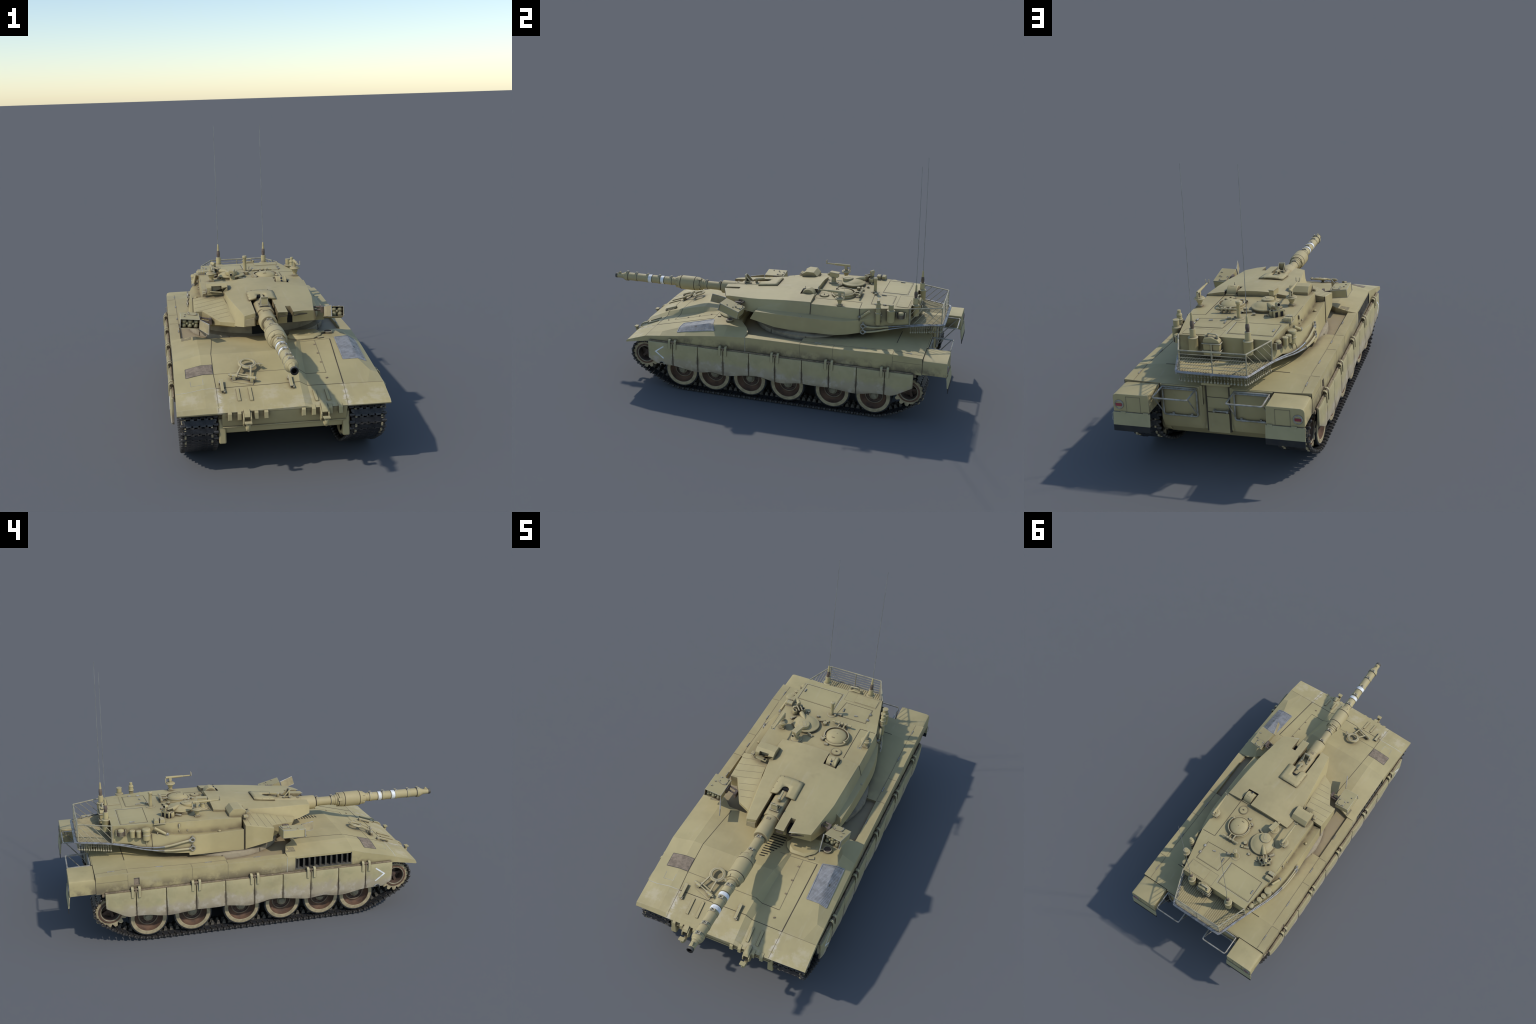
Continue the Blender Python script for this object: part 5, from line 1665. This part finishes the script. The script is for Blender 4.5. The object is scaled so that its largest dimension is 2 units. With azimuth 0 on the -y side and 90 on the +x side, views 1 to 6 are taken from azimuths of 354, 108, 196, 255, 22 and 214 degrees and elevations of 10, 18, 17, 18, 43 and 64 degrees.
# -------- smoke grenade launchers
def launcher(o, r, f, u, W, L, H, door_to, door_low, arm_from, arm_to, n_cols):
    """o: top front outer corner; r: direction inwards; f: forwards; u: up"""
    o, r, f, u = (Vector(t) for t in (o, r, f, u))
    f.normalize()
    r = (r - f * r.dot(f)).normalized()
    u2 = f.cross(r)
    u = (u2 if u2.dot(u) > 0 else -u2).normalized()
    P = lambda a, b, c: o + r * a - f * b - u * c
    t = 0.0022
    g = Geo()
    # open fronted box made of five plates
    def plate(a0, a1, b0, b1, c0, c1):
        g.join(hexa([P(a0, b0, c1), P(a1, b0, c1), P(a1, b1, c1), P(a0, b1, c1)], [P(a0, b0, c0), P(a1, b0, c0), P(a1, b1, c0), P(a0, b1, c0)]))
    plate(0, W, 0, L, 0, t)
    plate(0, W, 0, L, H - t, H)
    plate(0, t, 0, L, t, H - t)
    plate(W - t, W, 0, L, t, H - t)
    plate(t, W - t, L * 0.30, L, t, H - t)
    lb = build("grenade_launcher", g, M_SMALL, turret, 0.0016)
    build("launcher_dark_slab", hexa([P(t, L * 0.20, H - t - .0002), P(W - t, L * 0.20, H - t - .0002), P(W - t, L * 0.28, H - t - .0002), P(t, L * 0.28, H - t - .0002)],
                                   [P(t, L * 0.20, t + .0002), P(W - t, L * 0.20, t + .0002), P(W - t, L * 0.28, t + .0002), P(t, L * 0.28, t + .0002)]), M_BLACK, lb)  # near-black slab behind the grenades, standing for the dark interior
    iw, ih = W - 2 * t, H - 2 * t
    spots = [(t + iw * (i + 0.5) / 3, t + ih * (j + 0.5) / 2, 0.0112) for i in range(3) for j in range(2)]
    spots += [(t + iw * (i + 1) / 3, t + ih * 0.5, 0.0070) for i in range(2)]
    mesh0 = None
    for a, c, rr in spots:
        q = P(a, 0.022, c)
        gg = revolve([(rr * 0.9, -0.004), (rr, 0.0), (rr, 0.008), (rr * 0.86, 0.013), (rr * 0.5, 0.0160), (rr * 0.42, 0.0175), (0.0006, 0.0182)], q, f, 18, caps=False)
        build("smoke_grenade", gg, M_GRENADE, lb, 0, 40)
    fx = Geo()
    # lid plate with bolts
    R = Matrix((r, f, u)).transposed()
    c0 = P(W - 0.030, L - 0.027, -0.0012)
    poly = [(-0.020, -0.021), (0.020, -0.021), (0.020, 0.016), (0.006, 0.021), (-0.020, 0.012)]
    fx.join(loft([[c0 + R @ Vector((x, y, z)) for x, y in poly] for z in (-0.002, 0.0018)]))
    for x, y in ((-0.016, -0.016), (0.016, -0.017), (0.016, 0.012), (-0.016, 0.008)):
        fx.join(bolt(c0 + R @ Vector((x, y, 0.0022)), u, 0.0030, 0.0042))
    for a, b in ((0.020, L - 0.045), (0.016, L - 0.078)):
        fx.join(bolt(P(a, b, 0), u, 0.0030, 0.0055))
        fx.join(cyl(P(a, b, -0.002), P(a + 0.006, b, -0.002), 0.0016, seg=6))
    build("launcher_lid", fx, M_SMALL, lb, 0.0004)
    # open door swung forward
    d0, d1, d2, d3 = P(W + 0.001, -0.004, 0.001), Vector(door_to), Vector(door_low), P(W + 0.001, -0.004, H - 0.001)
    n = (d1 - d0).cross(d3 - d0).normalized() * 0.0016
    dg = hexa([d0 - n, d1 - n, d2 - n, d3 - n], [d0 + n, d1 + n, d2 + n, d3 + n])
    db = build("launcher_door", dg, M_INSIDE, lb)
    rim = tube([d0, d1, d2, d3], 0.0022, 6, True)
    build("door_rim", rim, M_STEEL, db)
    st = Geo()
    st.join(tube([P(-0.0012, 0.004, 0.004), P(-0.0012, 0.004, H - 0.004)], 0.0016, 6))
    st.join(tube([P(-0.0012, 0.004, H - 0.004), P(-0.0012, -0.002, H - 0.006)], 0.0020, 6))
    build("door_latch", st, M_STEEL, lb)
    ar = Geo()
    a, b = Vector(arm_from), Vector(arm_to)
    for k in (-0.007, 0.009):
        ar.join(cyl(a + Vector((0, 0.010 + k, k * 0.6)), b + Vector((0, 0.010 + k, k * 0.6)), 0.0042, seg=8))
    ar.join(box(b + (a - b) * 0.12, (0.012, 0.030, 0.026)))
    ar.join(box(a, (0.012, 0.034, 0.026)))
    build("launcher_arm", ar, M_BROWNTUBE, lb, 0.0006)


launcher((-0.3595, -0.1680, 0.4835), (0.99, 0.0, -0.105), (0.0, -1, -0.02), (0.1, 0, 1), 0.0835, 0.1150, 0.0425,
         (-0.2425, -0.2430, 0.4690), (-0.2460, -0.2420, 0.4260), (-0.277, -0.098, 0.4585), (-0.224, -0.104, 0.4480), 3)
launcher((0.3380, -0.2230, 0.5125), (-0.081, 0.0095, 0.0015), (-0.013, -0.109, 0.0345), (0, 0.3, 1), 0.0815, 0.1150, 0.0440,
         (0.2720, -0.2880, 0.5340), (0.2700, -0.3010, 0.4900), (0.256, -0.150, 0.487), (0.212, -0.140, 0.486), 3)

# -------- right flank fittings
rf = Geo()
def jar(g, x, y, prof, seg=18):
    g.join(revolve(prof, (x, y, 0), (0, 0, 1), seg, caps=True))
g = Geo()
jar(g, 0.2440, 0.6080, [(0.0120, 0.4560), (0.0130, 0.4580), (0.0130, 0.5150), (0.0145, 0.5160), (0.0145, 0.5200), (0.0125, 0.5210), (0.0115, 0.5400), (0.0130, 0.5420), (0.0145, 0.5460), (0.0120, 0.5490), (0.0120, 0.5530), (0.0110, 0.5600), (0.0130, 0.5640), (0.0115, 0.5720), (0.0078, 0.5740), (0.0078, 0.5880), (0.001, 0.5890)])
for z in (0.470, 0.505):
    g.join(box((0.232, 0.608, z), (0.018, 0.034, 0.006)))
    for o in (-0.016, 0.016):
        g.join(bolt((0.238, 0.608 + o, z), (1, 0, 0), 0.003, 0.004))
build("wind_sensor", g, M_SMALL, turret, 0.0004)
g = Geo()
jar(g, 0.2335, 0.6720, [(0.0170, 0.4720), (0.0195, 0.4760), (0.0200, 0.5300), (0.0210, 0.5320), (0.0210, 0.5360), (0.0195, 0.5375), (0.0140, 0.5385), (0.0130, 0.5400), (0.0130, 0.5650), (0.0140, 0.5665), (0.0140, 0.5690), (0.001, 0.5695)])
g.join(box((0.217, 0.672, 0.505), (0.018, 0.020, 0.030)))
build("flare_canister", g, M_SMALL, turret, 0.0004)
for s, x, y, z, rr in ((1, 0.2110, 0.7200, 0.5070, 0.0155), (-1, -0.2300, 0.7210, 0.5060, 0.0155)):
    g = Geo()
    g.join(revolve([(rr, -0.019), (rr, 0.010), (rr * 0.9, 0.014), (rr * 0.5, 0.017), (0.001, 0.0175)], (x, y, z), (0, 0, 1), 20))
    for k in range(9):
        a = math.radians(-80 + 160 * k / 8)
        g.join(box((x + s * (rr + 0.001) * math.cos(a), y + (rr + 0.001) * math.sin(a), z - 0.006), (0.003, 0.0022, 0.022), Matrix.Rotation(s * a, 3, "Z"), 1))
    for o in (-0.023, 0.023):
        g.join(box((x - s * 0.006, y + o, z - 0.002), (0.018, 0.004, 0.028), None, 0))
        g.join(box((x + s * 0.001, y + o * 0.72, z - 0.004), (0.003, 0.004, 0.022), None, 1))
    build("flank_vent", g, [M_SMALL, M_BROWNTUBE], turret, 0.0004)
for a, b in (((0.2540, 0.522, 0.4925), (0.2420, 0.5655, 0.5250)), ((-0.2680, 0.511, 0.4925), (-0.2500, 0.563, 0.5230))):
    s = 1 if a[0] > 0 else -1
    g = cyl(Vector(a) + Vector((s * 0.004, 0, 0)), Vector(b) + Vector((s * 0.008, 0, 0)), 0.0066, seg=12)
    e = Vector(a) + Vector((s * 0.004, -0.003, -0.001))
    g.join(cyl(e, e + (Vector(a) - Vector(b)).normalized() * 0.004, 0.0080, seg=12, mat=1))
    g.join(box(e + Vector((0, -0.008, -0.001)), (0.010, 0.008, 0.010), None, 1))
    build("flank_tube", g, [M_SMALL, M_STEEL], turret, 0.0004)
# left flank jars
g = Geo()
for x, y, r, z0, z1 in ((-0.2470, 0.6680, 0.0135, 0.4820, 0.5180), (-0.2535, 0.6380, 0.0135, 0.4820, 0.5160)):
    jar(g, x, y, [(r * 0.92, z0), (r * 0.96, z0 + 0.003), (r * 0.96, z1 - 0.009), (r * 1.04, z1 - 0.008), (r * 1.04, z1 - 0.002), (r * 0.9, z1), (r * 0.3, z1), (r * 0.2, z1 + 0.0015), (0.001, z1 + 0.0015)])
    g.join(box((x + 0.010, y, (z0 + z1) / 2), (0.016, 0.012, 0.020)))
jar(g, -0.2590, 0.6030, [(0.0165, 0.4660), (0.0185, 0.4690), (0.0185, 0.4900), (0.0198, 0.4910), (0.0198, 0.4940), (0.0185, 0.4950), (0.0185, 0.5110), (0.0208, 0.5120), (0.0208, 0.5200), (0.0185, 0.5245), (0.0100, 0.5260), (0.001, 0.5262)])
g.join(box((-0.246, 0.603, 0.490), (0.018, 0.014, 0.030)))
g.join(cyl((-0.2585, 0.603, 0.425), (-0.2585, 0.603, 0.466), 0.005, seg=8))
build("flank_jar", g, M_SMALL, turret, 0.0004)
g = Geo()
for y, z in ((0.441, 0.5240), (0.441, 0.4920), (0.400, 0.4920)):
    g.join(bolt((-0.2480, y, z), (-1, 0, 0.15), 0.0038, 0.005))
g.join(box((-0.2490, 0.441, 0.5200), (0.008, 0.006, 0.018)))
g.join(box((-0.2600, 0.549, 0.4970), (0.006, 0.004, 0.014)))
g.join(ball((-0.2735, 0.247, 0.4800), 0.0085, seg=14, rings=8, sz=0.8))
g.join(box((0.2845, 0.205, 0.468), (0.006, 0.010, 0.004)))
build("flank_bolt", g, M_SMALL, turret)

# -------- tow cables, hanging along the bustle
C1 = [(-0.3060, 0.4000, 0.4610), (-0.3050, 0.4400, 0.4540), (-0.3000, 0.4900, 0.4420), (-0.2890, 0.5450, 0.4330), (-0.2700, 0.6200, 0.4330), (-0.2460, 0.6900, 0.4420), (-0.2190, 0.7700, 0.4490), (-0.1900, 0.8500, 0.4490), (-0.1660, 0.9180, 0.4475),
      (-0.1560, 0.9290, 0.4470), (-0.1400, 0.9310, 0.4470), (-0.05, 0.9310, 0.4475), (0.05, 0.9310, 0.4485), (0.1200, 0.9310, 0.4495), (0.1340, 0.9285, 0.4500), (0.1430, 0.9150, 0.4510), (0.1680, 0.8400, 0.4520), (0.1920, 0.7700, 0.4500), (0.2180, 0.6900, 0.4440),
      (0.2430, 0.6200, 0.4400), (0.2590, 0.5750, 0.4410), (0.2660, 0.5480, 0.4450)]
C2 = [(-0.3080, 0.4000, 0.4190), (-0.3070, 0.4400, 0.4185), (-0.3030, 0.4900, 0.4170), (-0.2930, 0.5500, 0.4180), (-0.2740, 0.6250, 0.4260), (-0.2500, 0.6950, 0.4375), (-0.2230, 0.7720, 0.4470), (-0.1950, 0.8500, 0.4475), (-0.1700, 0.9200, 0.4465),
      (-0.1600, 0.9330, 0.4455), (-0.1400, 0.9365, 0.4455), (0.0, 0.9365, 0.4460), (0.1200, 0.9365, 0.4480), (0.1380, 0.9335, 0.4485), (0.1470, 0.9180, 0.4490), (0.1720, 0.8430, 0.4490), (0.1960, 0.7730, 0.4450), (0.2220, 0.6930, 0.4350), (0.2460, 0.6230, 0.4240),
      (0.2620, 0.5770, 0.4180), (0.2680, 0.5480, 0.4160)]
for C in (C1, C2):
    build("tow_cable", tube(spline(C, 5), 0.0034, 8), M_CABLE, turret, 0, 60)
ey = Geo()
for C in (C1, C2):
    for a, b in ((C[0], C[3]), (C[-1], C[-3])):
        a, b = Vector(a), Vector(b)
        seq = spline(C if a == Vector(C[0]) else list(reversed(C)), 5)
        ey.join(tube(seq[:14], 0.0052, 8))
        d = (seq[1] - seq[0]).normalized()
        s = 1 if a.x > 0 else -1
        ey.join(torus(a - d * 0.0125 + Vector((s * 0.001, 0, 0)), (1, 0, 0), 0.0105, 0.0032, 20, 8, mat=1))
        ey.join(cyl(a - d * 0.003, a + d * 0.005, 0.0066, seg=10, mat=1))
        ey.join(box(a - d * 0.012 + Vector((0, 0, 0.0170)), (0.008, 0.006, 0.008), None, 1))
build("cable_eye", ey, [M_SMALL, M_STEEL], turret, 0, 40)

# -------- bustle basket
FP = [(-0.2130, 0.7630), (-0.1570, 0.9230), (0.1320, 0.9230), (0.1870, 0.7630)]
bk = prism(FP, 0.4420, 0.4470)
basket = build("bustle_basket", bk, M_TAN, turret, 0.001)
cor = Geo()
NR = 34
def inside_x(y):
    t = (y - 0.763) / 0.16
    return lerp(-0.213, -0.157, t), lerp(0.187, 0.132, t)
for k in range(NR):
    x = lerp(-0.198, 0.172, k / (NR - 1))
    y1 = 0.919
    if x < -0.157:
        y1 = lerp(0.763, 0.919, (x + 0.213) / 0.056)
    if x > 0.132:
        y1 = lerp(0.763, 0.919, (0.187 - x) / 0.055)
    if y1 - 0.766 > 0.02 and not (-0.03 < x < 0.0):
        cor.join(loft([[(x - 0.0040, y, 0.4465), (x + 0.0040, y, 0.4465), (x + 0.0026, y, 0.4492), (x - 0.0026, y, 0.4492)] for y in (0.766, y1)]))
build("basket_rib", cor, M_TAN, basket)
TR = [(-0.2160, 0.7600, 0.5365), (-0.1560, 0.9190, 0.5365), (0.1275, 0.9200, 0.5370), (0.1900, 0.7600, 0.5385)]
rl = Geo()
rl.join(tube(fillet(TR, 0.004, 3), 0.0032, 8))
posts = [(-0.1560, 0.9190), (0.1275, 0.9200), (-0.0125, 0.9200)]
for x, y in posts:
    rl.join(cyl((x, y, 0.444), (x, y, 0.5368), 0.0026, seg=8))
for x, y in ((-0.2150, 0.7625), (0.1890, 0.7625)):
    rl.join(cyl((x, y, 0.444), (x, y, 0.5370), 0.0042, seg=8))
for k in range(1, 6):
    z = lerp(0.447, 0.5368, k / 6)
    rl.join(cyl((-0.156, 0.9192, z), (0.1275, 0.9200, z), 0.0014, seg=6))
for a, b in ((TR[0], TR[1]), (TR[3], TR[2])):
    a, b = Vector(a), Vector(b)
    H = 0.0895
    for k in range(6):
        t0 = (k + 0.35) / 5.0
        # slanted wires leaning back from the floor to the top rail
        u0, u1 = t0 - 0.36, t0 + 0.14
        z0, z1 = 0.0, 1.0
        if u0 < 0:
            z0 = -u0 / 0.5
            u0 = 0
        if u1 > 1:
            z1 = 1 - (u1 - 1) / 0.5
            u1 = 1
        if z1 - z0 < 0.1:
            continue
        p, q = a.lerp(b, u0), a.lerp(b, u1)
        # the foot sits nearer the turret, the head leans to the rear
        rl.join(cyl(Vector((p.x, p.y, a.z - H * (1 - z0))), Vector((q.x, q.y, a.z - H * (1 - z1))), 0.0014, seg=6))
build("basket_rail", rl, M_RAIL, basket)
lt_ = Geo()
lt_.join(tube(fillet([(-0.2150, 0.764, 0.4440), (-0.1570, 0.9250, 0.4430), (0.1320, 0.9250, 0.4440), (0.1900, 0.764, 0.4450)], 0.008, 4), 0.0030, 8))
for x, y in ((-0.158, 0.933), (-0.0125, 0.935), (0.136, 0.934), (-0.213, 0.785)):
    lt_.join(box((x, y, 0.4435), (0.010, 0.008, 0.006)))
build("basket_tube", lt_, M_STEEL, basket)

# ball and chain curtain
ch = Geo()
line = []
A, B, C_, D = (Vector((*p, 0.4415)) for p in FP)
for a, b, n in ((A, B, 14), (B, C_, 20), (C_, D, 14)):
    for k in range(n):
        p = a.lerp(b, (k + 0.5) / n)
        c = (A + B + C_ + D) / 4
        p = p + (c - p).normalized() * 0.003
        line.append((p, (b - a).normalized()))
for i, (p, d) in enumerate(line):
    n = Vector((d.y, -d.x, 0))
    j = rnd.uniform(-0.0015, 0.0015)
    for k, ax_ in ((0, n), (1, n), (2, d)):
        z = p.z - 0.0055 - k * 0.0093
        ch.join(torus((p.x, p.y, z), ax_, 0.0030 if k < 2 else 0.0026, 0.00105, 8, 5))
    ch.join(cyl((p.x, p.y, p.z + 0.002), (p.x, p.y, p.z - 0.003), 0.0014, seg=5))
    ch.join(cyl((p.x, p.y, p.z - 0.026), (p.x, p.y, p.z - 0.032), 0.0013, seg=5))
    ch.join(ball((p.x + j, p.y, p.z - 0.0350), 0.0050, seg=10, rings=6))
build("ball_chain", ch, M_RAIL, basket, 0, 60, kind="stuff")
br = Geo()
br.join(span(-0.085, 0.062, 0.8560, 0.8640, 0.420, 0.438))
br.join(span(-0.085, 0.062, 0.8560, 0.8660, 0.411, 0.4135))
build("basket_beam", br, M_TAN, basket, 0.001)

# aerials
for x in (-0.1225, 0.1175):
    y = 0.7790
    g = revolve([(0.0185, 0.4780), (0.0205, 0.4800), (0.0205, 0.5330), (0.0215, 0.5345), (0.0215, 0.5380), (0.0195, 0.5395), (0.0130, 0.5400), (0.0125, 0.5420), (0.0125, 0.5745), (0.0120, 0.5770), (0.001, 0.5775)], (x, y, 0), (0, 0, 1), 24)
    g.join(box((x, y - 0.014, 0.510), (0.018, 0.020, 0.050)))
    base = build("aerial_base", g, M_SMALL, turret, 0, 35)
    g = revolve([(0.0065, 0.5765), (0.0082, 0.5850), (0.0090, 0.5950), (0.0082, 0.6060), (0.0062, 0.6120), (0.0060, 0.6150), (0.0058, 0.6160), (0.0046, 0.6320), (0.0040, 0.6440), (0.0018, 0.6470), (0.001, 0.6480)], (x, y, 0), (0, 0, 1), 18,
                mats=[1, 1, 1, 1, 0, 0, 0, 0, 0, 0], caps=False)
    build("aerial_spring", g, [M_SMALL, M_BROWNTUBE], base, 0, 40)
    build("aerial_whip", tube([(x, y, 0.640), (x, y - 0.0004, 0.90), (x, y - 0.001, 1.15), (x + 0.0003, y - 0.002, 1.2675)], [0.0014, 0.0012, 0.0010, 0.0008], 6), M_WHIP, base)

# jerry can on the bustle
jc = loft([[(x, y, z) for x, z in ((-0.003, 0.4680), (0.069, 0.4680), (0.069, 0.5330), (0.064, 0.5440), (0.030, 0.5480), (0.004, 0.5370), (-0.003, 0.5280))] for y in (0.7640, 0.7980)])
can_ob = build("jerry_can", jc, M_SMALL, turret, 0.004, 35, segs=3)
jf = Geo()
for z in (0.5205, 0.4885):
    jf.join(tube(fillet([(-0.006, 0.7640, z), (-0.006, 0.8005, z), (0.072, 0.8005, z), (0.072, 0.7640, z)], 0.003, 2), 0.0024, 6))
jf.join(span(0.0285, 0.0345, 0.7975, 0.8025, 0.447, 0.5205))
jf.join(span(0.004, 0.0105, 0.777, 0.790, 0.5440, 0.5545))
jf.join(tube(fillet([(0.014, 0.781, 0.5420), (0.012, 0.781, 0.5560), (0.050, 0.781, 0.5600), (0.054, 0.781, 0.5420)], 0.004, 3), 0.0032, 8))
jf.join(cyl((0.058, 0.781, 0.538), (0.064, 0.781, 0.551), 0.0065, seg=10))
build("can_frame", jf, M_SMALL, can_ob)

# mitred weld lines worn pale on the roof panels
wp = Geo()
wp.join(strip(project(fine([(-0.2135, 0.584), (-0.2135, 0.724)], 6), turret), 0.0012, 0.0004))
wp.join(strip(project(fine([(-0.2135, 0.724), (-0.008, 0.7235)], 8), turret), 0.0012, 0.0004))
wp.join(strip(project(fine([(-0.0075, 0.583), (-0.0075, 0.7235)], 6), turret), 0.0026, 0.0004))
build("worn_edge", wp, M_GREYLINE, turret)
